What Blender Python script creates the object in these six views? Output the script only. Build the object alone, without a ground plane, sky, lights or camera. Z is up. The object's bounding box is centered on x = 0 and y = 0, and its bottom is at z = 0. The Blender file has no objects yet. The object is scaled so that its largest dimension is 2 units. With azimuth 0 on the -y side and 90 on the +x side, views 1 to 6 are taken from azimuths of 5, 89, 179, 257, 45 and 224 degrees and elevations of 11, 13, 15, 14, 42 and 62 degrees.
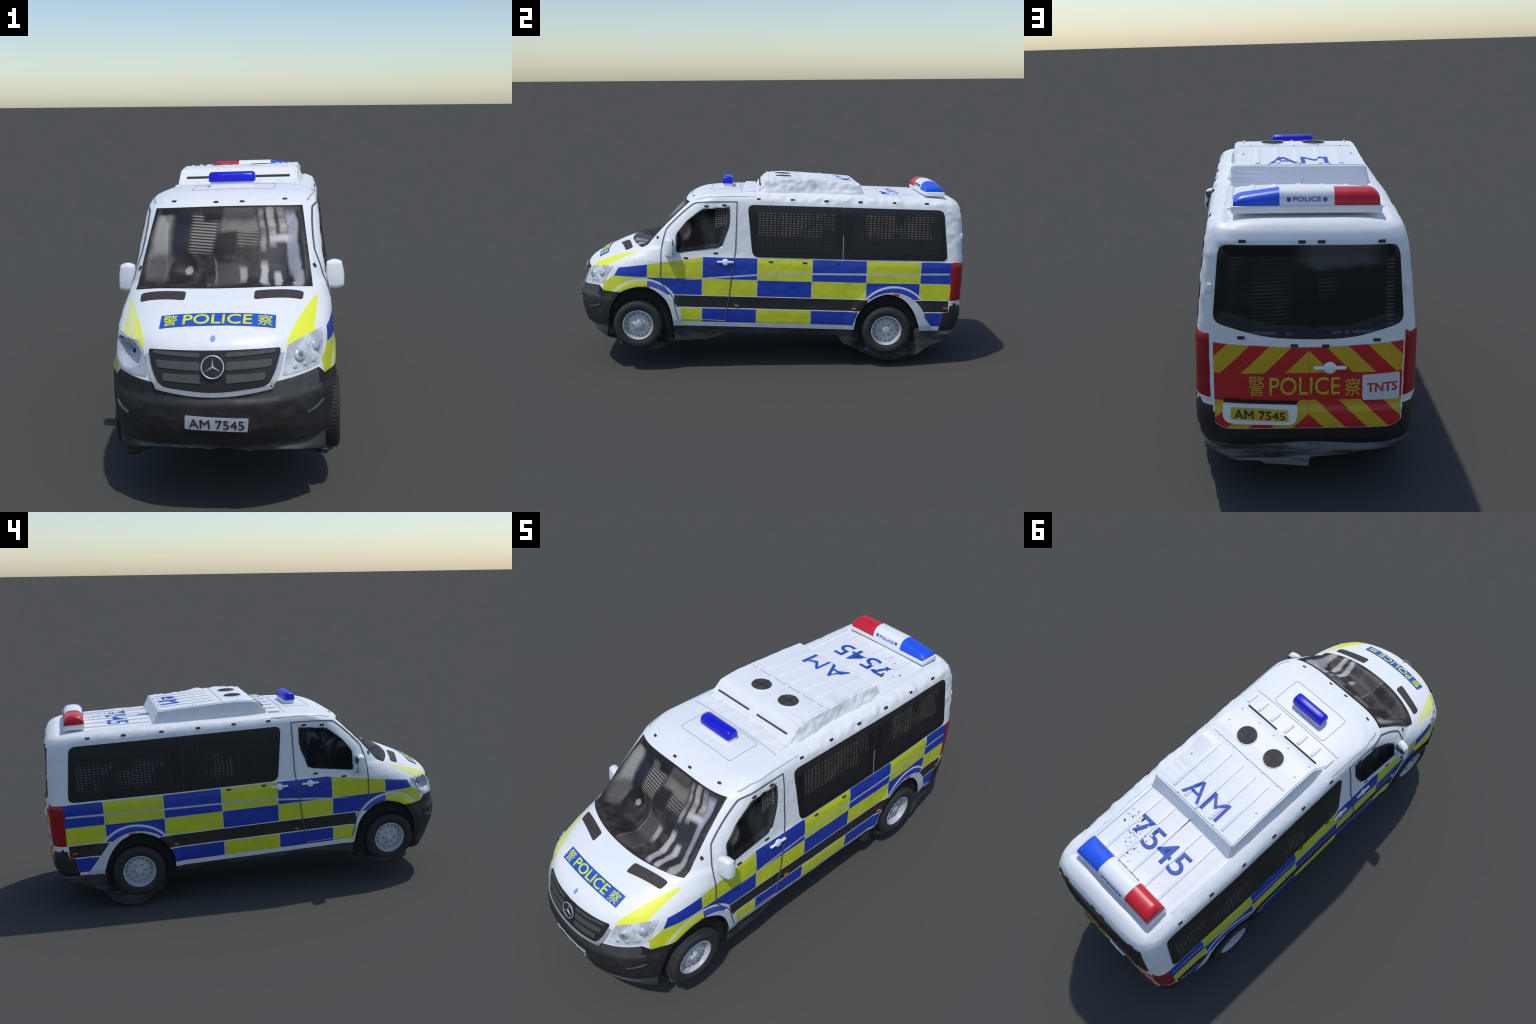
# Police patrol van (photo-scan look) built part by part.
# Everything is modelled in a van-local frame: x across, y along (nose at -y), z up,
# and the root empty tilts that frame the way the scanned van leans.
import bpy, bmesh, math, random
from mathutils import Vector, Matrix, noise

random.seed(7)
VAN_ROT = ((0.99967, -0.00750, -0.02476), (0.00846, 0.99921, 0.03871), (0.02445, -0.03890, 0.99894))
VAN_LOC = (0.00272, -0.04672, 0.08813)

# ------------------------------------------------------------------ small maths
def lerp_table(tab, v):
    if v <= tab[0][0]:
        return tab[0][1]
    for (a, fa), (b, fb) in zip(tab, tab[1:]):
        if v <= b:
            return fa + (fb - fa) * (v - a) / (b - a)
    return tab[-1][1]

def smooth_table(tab, v, h=0.006):
    return sum(lerp_table(tab, v + k * h) for k in (-1, -0.5, 0, 0.5, 1)) / 5.0

def clamp(v, a=0.0, b=1.0):
    return max(a, min(b, v))

def sstep(a, b, v):
    t = clamp((v - a) / (b - a))
    return t * t * (3 - 2 * t)

# ------------------------------------------------------------------ body surface
NOSE = [(0.10, -0.928), (0.122, -0.936), (0.16, -0.947), (0.20, -0.955), (0.245, -0.956), (0.258, -0.944), (0.272, -0.943),
        (0.30, -0.942), (0.345, -0.933), (0.385, -0.922), (0.402, -0.913), (0.418, -0.898), (0.437, -0.866),
        (0.46, -0.825), (0.487, -0.770), (0.505, -0.728), (0.517, -0.690), (0.53, -0.672), (0.745, -0.405),
        (0.755, -0.390), (0.768, -0.368), (0.78, -0.340), (0.79, -0.300), (0.797, -0.255), (0.801, -0.19),
        (0.803, -0.08), (0.804, 0.10)]
TAIL = [(0.10, 0.978), (0.122, 0.991), (0.15, 1.008), (0.20, 1.019), (0.245, 1.019), (0.255, 1.011), (0.28, 1.013),
        (0.40, 1.017), (0.50, 1.015), (0.60, 1.009), (0.70, 1.001), (0.74, 0.991), (0.765, 0.977), (0.78, 0.959),
        (0.79, 0.938), (0.797, 0.913), (0.801, 0.873), (0.804, 0.793)]
HALF = [(0.10, 0.320), (0.122, 0.328), (0.15, 0.337), (0.20, 0.340), (0.30, 0.340), (0.40, 0.338), (0.45, 0.335),
        (0.487, 0.326), (0.60, 0.314), (0.70, 0.303), (0.735, 0.297), (0.755, 0.292), (0.768, 0.285), (0.778, 0.275),
        (0.787, 0.258), (0.794, 0.232), (0.799, 0.195), (0.802, 0.14), (0.804, 0.0)]
NOSE_Y0 = [(0.10, -0.60), (0.30, -0.60), (0.40, -0.55), (0.46, -0.46), (0.52, -0.40), (0.62, -0.37), (0.74, -0.29),
           (0.78, -0.20), (0.80, 0.10), (0.804, 0.2)]
NOSE_N = [(0.1, 2.5), (0.30, 2.4), (0.40, 2.05), (0.46, 2.05), (0.52, 2.3), (0.62, 3.2), (0.74, 4.0), (0.80, 3.0)]
NOSE_M = [(0.1, 3.0), (0.30, 2.9), (0.46, 3.05), (0.62, 2.3), (0.74, 2.2), (0.80, 2.2)]
TAIL_DEPTH = [(0.1, 0.09), (0.70, 0.09), (0.77, 0.12), (0.804, 0.2)]
TAIL_N, TAIL_M = 6.0, 2.6
RIGHT_FLANK = 0.984      # the scanned flank on the -x side stands a little closer in
SILL_Z, TOP_Z = 0.122, 0.804

def slice_at(z):
    yf, yr, w = smooth_table(NOSE, z, 0.004), smooth_table(TAIL, z, 0.004), max(lerp_table(HALF, z), 1e-4)
    y0 = max(lerp_table(NOSE_Y0, z), yf + 0.02)
    y1 = yr - lerp_table(TAIL_DEPTH, z)
    return yf, y0, y1, yr, w, lerp_table(NOSE_N, z), lerp_table(NOSE_M, z)

ARCH_FRONT, ARCH_REAR = (-0.607, 0.135), (0.630, 0.135)

def flare(y, z):
    f = 0.0
    for cy, cz in (ARCH_FRONT, ARCH_REAR):
        r = math.hypot(y - cy, z - cz)
        f = max(f, 0.006 * (1 - sstep(0.190, 0.225, r)))
    return f * (1 if z > 0.11 else 0)

def tail_taper(y, z=0.6):
    return 1 - (0.036 + 0.020 * (1 - sstep(0.40, 0.50, z))) * sstep(0.45, 0.95, y)

def side_x(y, z):
    """half width of the body at (y, z)"""
    yf, y0, y1, yr, w, n, m = slice_at(z)
    if y < y0:
        t = clamp((y0 - y) / (y0 - yf))
        x = w * max(1 - t ** m, 0.0) ** (1 / n)
    elif y > y1:
        t = clamp((y - y1) / (yr - y1))
        x = w * max(1 - t ** TAIL_M, 0.0) ** (1 / TAIL_N)
    else:
        x = w
    return x * tail_taper(y, z) + flare(y, z)

def front_y(x, z):
    yf, y0, y1, yr, w, n, m = slice_at(z)
    t = clamp(abs(x) / w)
    return y0 - (y0 - yf) * max(1 - t ** n, 0.0) ** (1 / m)

def rear_y(x, z):
    yf, y0, y1, yr, w, n, m = slice_at(z)
    t = clamp(abs(x) / (w * tail_taper(1.0, z)))
    return y1 + (yr - y1) * max(1 - t ** TAIL_N, 0.0) ** (1 / TAIL_M)

def hood_z(x, y):
    """height of hood, windscreen or roof front above (x, y)"""
    lo, hi = 0.39, 0.803
    for _ in range(40):
        mid = (lo + hi) / 2
        if front_y(x, mid) < y:
            lo = mid
        else:
            hi = mid
    return (lo + hi) / 2

def roof_z(x, y):
    lo, hi = 0.74, TOP_Z
    for _ in range(40):
        mid = (lo + hi) / 2
        yf, y0, y1, yr, w, n, m = slice_at(mid)
        inside = y < yr and y > yf and abs(x) < side_x(y, mid)
        if inside:
            lo = mid
        else:
            hi = mid
    return lo

# hollows of the scan: windscreen, cab side windows, one headlamp, roof deck behind the air unit
CAB_PANE = [(-0.437, 0.494), (-0.439, 0.585), (-0.395, 0.643), (-0.318, 0.706), (-0.182, 0.721), (-0.181, 0.64), (-0.218, 0.527)]

def inside_distance(poly, u, v):
    """distance to the border of a convex polygon, negative outside"""
    d = 9.0
    n = len(poly)
    area = sum(poly[i][0] * poly[(i + 1) % n][1] - poly[(i + 1) % n][0] * poly[i][1] for i in range(n))
    sg = 1 if area > 0 else -1
    for i in range(n):
        (ax, ay), (bx, by) = poly[i], poly[(i + 1) % n]
        l = math.hypot(bx - ax, by - ay)
        d = min(d, sg * ((bx - ax) * (v - ay) - (by - ay) * (u - ax)) / l)
    return d

def screen_low(x):
    return 0.519 - 0.012 * (abs(x) / 0.277) ** 4

def screen_sink(x, z):
    hw = 0.277 - (z - 0.507) * 0.127
    e = min(hw - abs(x), (z - screen_low(x)) * 1.25, (0.7435 - z) * 1.25)
    deep = lerp_table([(0.52, 0.045), (0.56, 0.062), (0.60, 0.062), (0.66, 0.034), (0.74, 0.020)], z)
    deep += 0.034 * math.exp(-((x + 0.10) / 0.075) ** 2 - ((z - 0.605) / 0.045) ** 2)
    return deep * sstep(0.006, 0.055, e)

def lamp_sink(x, z):
    if x > 0:
        return 0.0
    r = math.hypot((x + 0.256) / 0.046, (z - 0.362) / 0.040)
    return 0.028 * (1 - sstep(0.55, 1.0, r)) + 0.022 * (1 - sstep(0.3, 0.55, math.hypot((x + 0.285) / 0.03, (z - 0.385) / 0.03)))

def nose_sink(x, z):
    return screen_sink(x, z) if z > 0.5 else lamp_sink(x, z)

REAR_PANE = [(-0.247, 0.730), (0.247, 0.732), (0.267, 0.515), (0.12, 0.472), (0.0, 0.464), (-0.12, 0.467), (-0.265, 0.509)]

def rear_sink(x, z, grow=0.0):
    if abs(x) > 0.27 or not 0.46 < z < 0.735:
        return 0.0
    return 0.012 * sstep(0.004, 0.030, inside_distance(REAR_PANE, x, z) + grow)

def cab_sink(y, z, grow=0.0):
    if not (-0.45 < y < -0.17 and 0.48 < z < 0.73):
        return 0.0
    return 0.015 * sstep(0.002, 0.018, inside_distance(CAB_PANE, y, z) + grow)

def deck_dip(x, y):
    return 0.0125 * (1 - sstep(0.218, 0.240, abs(x))) * sstep(0.47, 0.50, y) * (1 - sstep(0.895, 0.945, y))

# ------------------------------------------------------------------ object helpers
ROOT = bpy.data.objects.new("police_van", None)
bpy.context.scene.collection.objects.link(ROOT)
M = Matrix(VAN_ROT).to_4x4()
M.translation = Vector(VAN_LOC)
ROOT.matrix_world = M
ROOT["label"] = "white police van with blue and yellow chequered sides"
ROOT["category"] = "police van"

def add_object(name, mesh, mats, parent=None, smooth=None, kind=None):
    ob = bpy.data.objects.new(name, mesh)
    bpy.context.scene.collection.objects.link(ob)
    ob.parent = parent or ROOT
    for m in (mats if isinstance(mats, (list, tuple)) else [mats]):
        if m.name not in [s.name for s in mesh.materials if s]:
            mesh.materials.append(m)
    if smooth is not None:
        mesh.shade_smooth()
        if smooth < 179:
            mesh.set_sharp_from_angle(angle=math.radians(smooth))
    if kind:
        ob["kind"] = kind
    return ob

def mesh_of(name, verts, faces):
    me = bpy.data.meshes.new(name)
    me.from_pydata([tuple(v) for v in verts], [], faces)
    me.update()
    return me

def bm_mesh(name, bm):
    me = bpy.data.meshes.new(name)
    bm.to_mesh(me)
    bm.free()
    return me

def rounded_polygon(points, radius, seg=5):
    """round the corners of a polygon of 2-D points (radius or list of radii)"""
    out = []
    n = len(points)
    for i in range(n):
        p0, p1, p2 = Vector(points[i - 1]), Vector(points[i]), Vector(points[(i + 1) % n])
        r = radius[i] if isinstance(radius, (list, tuple)) else radius
        a, b = p0 - p1, p2 - p1
        d = min(r, a.length * 0.45, b.length * 0.45)
        if d < 1e-5:
            out.append(tuple(p1))
            continue
        s, e = p1 + a.normalized() * d, p1 + b.normalized() * d
        for k in range(seg + 1):
            t = k / seg
            out.append(tuple(s * (1 - t) ** 2 + p1 * 2 * t * (1 - t) + e * t * t))
    return out

def patch_bm(outline, step=0.02, holes=()):
    """flat polygon in (u, v), cut by a grid so that it can follow a curved surface"""
    bm = bmesh.new()
    vs = [bm.verts.new((u, v, 0)) for u, v in outline]
    bm.faces.new(vs)
    bmesh.ops.triangulate(bm, faces=bm.faces[:])
    us = [p[0] for p in outline]
    ws = [p[1] for p in outline]
    for ax, lo, hi in ((0, min(us), max(us)), (1, min(ws), max(ws))):
        k = lo + step
        while k < hi:
            co = [0, 0, 0]; co[ax] = k
            no = [0, 0, 0]; no[ax] = 1
            bmesh.ops.bisect_plane(bm, geom=bm.verts[:] + bm.edges[:] + bm.faces[:], plane_co=co, plane_no=no, dist=1e-6)
            k += step
    return bm

def wrap_patch(bm, place, off, depth):
    """lay a flat patch on a surface place(u, v) -> (point, outward normal); give it a rim of the given depth"""
    base = {}
    for v in bm.verts:
        base[v] = place(v.co.x, v.co.y)
    for v, (p, n) in base.items():
        v.co = p + n * off
    bmesh.ops.recalc_face_normals(bm, faces=bm.faces[:])
    f0 = bm.faces[:]
    if f0:
        v = f0[0].verts[0]
        if f0[0].normal.dot(base[v][1]) < 0:
            bmesh.ops.reverse_faces(bm, faces=f0)
    border = [e for e in bm.edges if e.is_boundary]
    if depth > 0 and border:
        res = bmesh.ops.extrude_edge_only(bm, edges=border)
        moved = [g for g in res["geom"] if isinstance(g, bmesh.types.BMVert)]
        norm = {tuple(round(c, 6) for c in (p + n * off)): n for p, n in base.values()}
        for v in moved:
            n = norm.get(tuple(round(c, 6) for c in v.co), Vector((0, 0, 1)))
            v.co = v.co - n * depth
    return bm

def num_normal(f, u, v, h=0.004):
    a, b = f(u + h, v) - f(u - h, v), f(u, v + h) - f(u, v - h)
    return a.cross(b).normalized()

def on_side(sgn):
    k = 1.0 if sgn > 0 else -RIGHT_FLANK
    def f(y, z):
        return Vector((k * side_x(y, z), y, z))
    def place(y, z):
        n = num_normal(f, y, z)
        return f(y, z), (n if n.x * sgn > 0 else -n)
    return place

def on_front(x, z):
    f = lambda a, b: Vector((a, front_y(a, b), b))
    n = num_normal(f, x, z)
    return f(x, z), (n if n.y < 0 or n.z > 0.7 else -n)

def on_front_sunk(x, z):
    def f(a, b):
        p, n = on_front(a, b)
        return p - n * nose_sink(a, b)
    n = num_normal(f, x, z, 0.003)
    return f(x, z), (n if n.y < 0 else -n)

def on_side_sunk(sgn):
    flat = on_side(sgn)
    def f(y, z):
        p, n = flat(y, z)
        return p - n * cab_sink(y, z)
    def place(y, z):
        n = num_normal(f, y, z, 0.003)
        return f(y, z), (n if n.x * sgn > 0 else -n)
    return place

def on_rear(x, z):
    f = lambda a, b: Vector((a, rear_y(a, b), b))
    n = num_normal(f, x, z)
    return f(x, z), (n if n.y > 0 else -n)

def on_rear_sunk(x, z):
    f = lambda a, b: Vector((a, rear_y(a, b) - rear_sink(a, b), b))
    n = num_normal(f, x, z)
    return f(x, z), (n if n.y > 0 else -n)

def on_hood(x, y):
    f = lambda a, b: Vector((a, b, hood_z(a, b)))
    n = num_normal(f, x, y, 0.006)
    return f(x, y), (n if n.z > 0 else -n)

def on_roof(x, y):
    return Vector((x, y, roof_z(x, y) - deck_dip(x, y))), Vector((0, 0, 1))

def surface_patch(name, outline, place, mat, off=0.0015, depth=0.004, step=0.02, parent=None, kind=None):
    bm = wrap_patch(patch_bm(outline, step), place, off, depth)
    return add_object(name, bm_mesh(name, bm), mat, parent, 40, kind)

def ribbon_outline(points, width):
    """2-D outline of a stroke along points"""
    left, right = [], []
    n = len(points)
    for i, p in enumerate(points):
        a, b = Vector(points[max(i - 1, 0)]), Vector(points[min(i + 1, n - 1)])
        d = (b - a).normalized()
        q = Vector((-d.y, d.x)) * width / 2
        left.append(Vector(p) + q)
        right.append(Vector(p) - q)
    return left, right

def surface_ribbon(name, points, width, place, mat, off=0.001, depth=0.003, parent=None, seg=0.015, kind=None):
    dense = [Vector(points[0])]
    for a, b in zip(points, points[1:]):
        a, b = Vector(a), Vector(b)
        k = max(1, int((b - a).length / seg))
        dense += [a + (b - a) * (i + 1) / k for i in range(k)]
    left, right = ribbon_outline(dense, width)
    verts, faces = [], []
    for l, r in zip(left, right):
        pl, nl = place(*l)
        pr, nr = place(*r)
        verts += [pl - nl * depth, pl + nl * off, pr + nr * off, pr - nr * depth]
    for i in range(len(dense) - 1):
        a, b = 4 * i, 4 * i + 4
        for k in range(3):
            faces.append((a + k, a + k + 1, b + k + 1, b + k))
    me = mesh_of(name, verts, faces)
    bm = bmesh.new(); bm.from_mesh(me)
    bmesh.ops.recalc_face_normals(bm, faces=bm.faces[:])
    bm.to_mesh(me); bm.free()
    return add_object(name, me, mat, parent, 40, kind)

def catmull(points, per=6, closed=False):
    out = []
    n = len(points)
    rng = range(n if closed else n - 1)
    for i in rng:
        if closed:
            p0, p1, p2, p3 = (Vector(points[(i + k) % n]) for k in (-1, 0, 1, 2))
        else:
            p0, p1, p2, p3 = (Vector(points[clamp(i + k, 0, n - 1)]) for k in (-1, 0, 1, 2))
        for k in range(per):
            t = k / per
            out.append(tuple(0.5 * (2 * p1 + (p2 - p0) * t + (2 * p0 - 5 * p1 + 4 * p2 - p3) * t * t
                                    + (3 * p1 - p0 - 3 * p2 + p3) * t ** 3)))
    if not closed:
        out.append(tuple(points[-1]))
    return out

def box_mesh(name, size, bevel=0.0, seg=2, taper=None):
    bm = bmesh.new()
    bmesh.ops.create_cube(bm, size=1.0)
    for v in bm.verts:
        v.co = Vector((v.co.x * size[0], v.co.y * size[1], v.co.z * size[2]))
        if taper and v.co.z > 0:
            v.co.x *= taper[0]; v.co.y *= taper[1]
    if bevel:
        bmesh.ops.bevel(bm, geom=bm.edges[:], offset=bevel, segments=seg, affect='EDGES', profile=0.5)
    return bm_mesh(name, bm)

def lathe_mesh(name, profile, seg=64):
    """profile of (radius, along) spun about the x axis"""
    verts, faces = [], []
    n = len(profile)
    for i in range(seg):
        a = 2 * math.pi * i / seg
        for r, x in profile:
            verts.append((x, r * math.cos(a), r * math.sin(a)))
    for i in range(seg):
        j = (i + 1) % seg
        for k in range(n - 1):
            faces.append((i * n + k, i * n + k + 1, j * n + k + 1, j * n + k))
    me = mesh_of(name, verts, faces)
    bm = bmesh.new(); bm.from_mesh(me)
    bmesh.ops.remove_doubles(bm, verts=bm.verts[:], dist=1e-5)
    bmesh.ops.recalc_face_normals(bm, faces=bm.faces[:])
    bm.to_mesh(me); bm.free()
    return me

# ------------------------------------------------------------------ node expressions
class Graph:
    """tiny helper: python arithmetic -> Math nodes"""
    def __init__(self, name):
        self.mat = bpy.data.materials.new(name)
        self.mat.use_nodes = True
        self.nt = self.mat.node_tree
        self.bsdf = self.nt.nodes["Principled BSDF"]
        tc = self.nt.nodes.new("ShaderNodeTexCoord")
        self.obj = tc.outputs["Object"]
        sep = self.nt.nodes.new("ShaderNodeSeparateXYZ")
        self.nt.links.new(self.obj, sep.inputs[0])
        self.X, self.Y, self.Z = (Val(self, sep.outputs[i]) for i in range(3))
    def math(self, op, *args):
        nd = self.nt.nodes.new("ShaderNodeMath")
        nd.operation = op
        for i, a in enumerate(args):
            if isinstance(a, Val):
                self.nt.links.new(a.s, nd.inputs[i])
            else:
                nd.inputs[i].default_value = a
        return Val(self, nd.outputs[0])
    def noise(self, scale, detail=2, rough=0.5, vec=None, stretch=None):
        nd = self.nt.nodes.new("ShaderNodeTexNoise")
        nd.inputs["Scale"].default_value = scale
        nd.inputs["Detail"].default_value = detail
        nd.inputs["Roughness"].default_value = rough
        src = vec or self.obj
        if stretch:
            mp = self.nt.nodes.new("ShaderNodeMapping")
            mp.inputs["Scale"].default_value = stretch
            self.nt.links.new(src, mp.inputs[0])
            src = mp.outputs[0]
        self.nt.links.new(src, nd.inputs["Vector"])
        return Val(self, nd.outputs["Fac"])
    def curve(self, v, pts, lo, hi, ylo, yhi):
        """piecewise-linear function through pts, by a Float Curve node"""
        u = (v - lo) * (1.0 / (hi - lo))
        nd = self.nt.nodes.new("ShaderNodeFloatCurve")
        c = nd.mapping.curves[0]
        P = [((a - lo) / (hi - lo), (b - ylo) / (yhi - ylo)) for a, b in pts]
        while len(c.points) < len(P):
            c.points.new(0.5, 0.5)
        for q, (a, b) in zip(c.points, P):
            q.location = (a, b)
            q.handle_type = 'VECTOR'
        nd.mapping.use_clip = False
        nd.mapping.update()
        self.nt.links.new(u.s, nd.inputs["Value"])
        return Val(self, nd.outputs[0]) * (yhi - ylo) + ylo
    def mix(self, base, col, fac):
        nd = self.nt.nodes.new("ShaderNodeMix")
        nd.data_type = 'RGBA'
        if isinstance(fac, Val):
            self.nt.links.new(fac.s, nd.inputs[0])
        else:
            nd.inputs[0].default_value = fac
        for i, c in ((6, base), (7, col)):
            if isinstance(c, (tuple, list)):
                nd.inputs[i].default_value = (*c[:3], 1)
            else:
                self.nt.links.new(c, nd.inputs[i])
        return nd.outputs[2]
    def scale_col(self, col, fac):
        nd = self.nt.nodes.new("ShaderNodeMix")
        nd.data_type = 'RGBA'
        nd.blend_type = 'MULTIPLY'
        nd.inputs[0].default_value = 1
        cmb = self.nt.nodes.new("ShaderNodeCombineColor")
        for i in range(3):
            self.nt.links.new(fac.s, cmb.inputs[i])
        if isinstance(col, (tuple, list)):
            nd.inputs[6].default_value = (*col[:3], 1)
        else:
            self.nt.links.new(col, nd.inputs[6])
        self.nt.links.new(cmb.outputs[0], nd.inputs[7])
        return nd.outputs[2]
    def finish(self, col, rough=0.5, metallic=0.0, bump=None, bump_strength=0.2, spec=0.5, coat=0.0):
        b = self.bsdf
        if isinstance(col, (tuple, list)):
            b.inputs["Base Color"].default_value = (*col[:3], 1)
        else:
            self.nt.links.new(col, b.inputs["Base Color"])
        for key, v in (("Roughness", rough), ("Metallic", metallic), ("Specular IOR Level", spec), ("Coat Weight", coat)):
            if isinstance(v, Val):
                self.nt.links.new(v.s, b.inputs[key])
            else:
                b.inputs[key].default_value = v
        if bump is not None:
            bn = self.nt.nodes.new("ShaderNodeBump")
            bn.inputs["Strength"].default_value = bump_strength
            bn.inputs["Distance"].default_value = 0.01
            self.nt.links.new(bump.s, bn.inputs["Height"])
            self.nt.links.new(bn.outputs[0], b.inputs["Normal"])
        return self.mat

class Val:
    def __init__(self, g, s): self.g, self.s = g, s
    def __add__(self, o): return self.g.math('ADD', self, o)
    def __radd__(self, o): return self.g.math('ADD', o, self)
    def __sub__(self, o): return self.g.math('SUBTRACT', self, o)
    def __rsub__(self, o): return self.g.math('SUBTRACT', o, self)
    def __mul__(self, o): return self.g.math('MULTIPLY', self, o)
    def __rmul__(self, o): return self.g.math('MULTIPLY', o, self)
    def __truediv__(self, o): return self.g.math('DIVIDE', self, o)
    def abs(self): return self.g.math('ABSOLUTE', self)
    def floor(self): return self.g.math('FLOOR', self)
    def frac(self): return self.g.math('FRACT', self)
    def sqrt(self): return self.g.math('SQRT', self)
    def min(self, o): return self.g.math('MINIMUM', self, o)
    def max(self, o): return self.g.math('MAXIMUM', self, o)
    def sat(self):
        v = self.g.math('ADD', self, 0.0)
        v.s.node.use_clamp = True
        return v
    def gt(self, o, soft=0.0012):
        """soft step: 1 where self > o"""
        v = self.g.math('MULTIPLY_ADD', self - o, 1.0 / soft, 0.5)
        v.s.node.use_clamp = True
        return v
    def lt(self, o, soft=0.0012): return 1.0 - self.gt(o, soft)
    def within(self, lo, hi, soft=0.0012): return self.gt(lo, soft) * self.lt(hi, soft)
    def ramp(self, lo, hi):
        v = self.g.math('MULTIPLY', self - lo, 1.0 / (hi - lo))
        v.s.node.use_clamp = True
        return v

def inv(v): return 1.0 - v

# ------------------------------------------------------------------ colours (linear)
WHITE = (0.85, 0.865, 0.90)
YELLOW = (0.62, 0.67, 0.028)
BLUE = (0.012, 0.045, 0.40)
BLACK = (0.018, 0.018, 0.018)
LINE = (0.50, 0.58, 0.62)
RED = (0.55, 0.02, 0.025)
GOLD = (0.62, 0.42, 0.02)

def plain(name, col, rough=0.5, metallic=0.0, vary=0.0, scale=40, bump=0.0, spec=0.5, coat=0.0):
    g = Graph(name)
    c = col
    n = g.noise(scale, 3)
    if vary:
        c = g.scale_col(col, 1.0 - vary + n * (2 * vary))
    return g.finish(c, rough, metallic, n if bump else None, bump, spec, coat)

def dist2(g, u, v, cu, cv):
    a, b = u - cu, v - cv
    return (a * a + b * b).sqrt()

def bumper_top(g):
    a = g.X.abs()
    across = g.curve(a, [(0.0, 0.262), (0.10, 0.270), (0.147, 0.279), (0.17, 0.297), (0.24, 0.306), (0.28, 0.311),
                         (0.36, 0.318)], 0.0, 0.36, 0.25, 0.33)
    along = g.Y.ramp(-0.825, -0.80)
    return across * inv(along) + 0.288 * along

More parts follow.
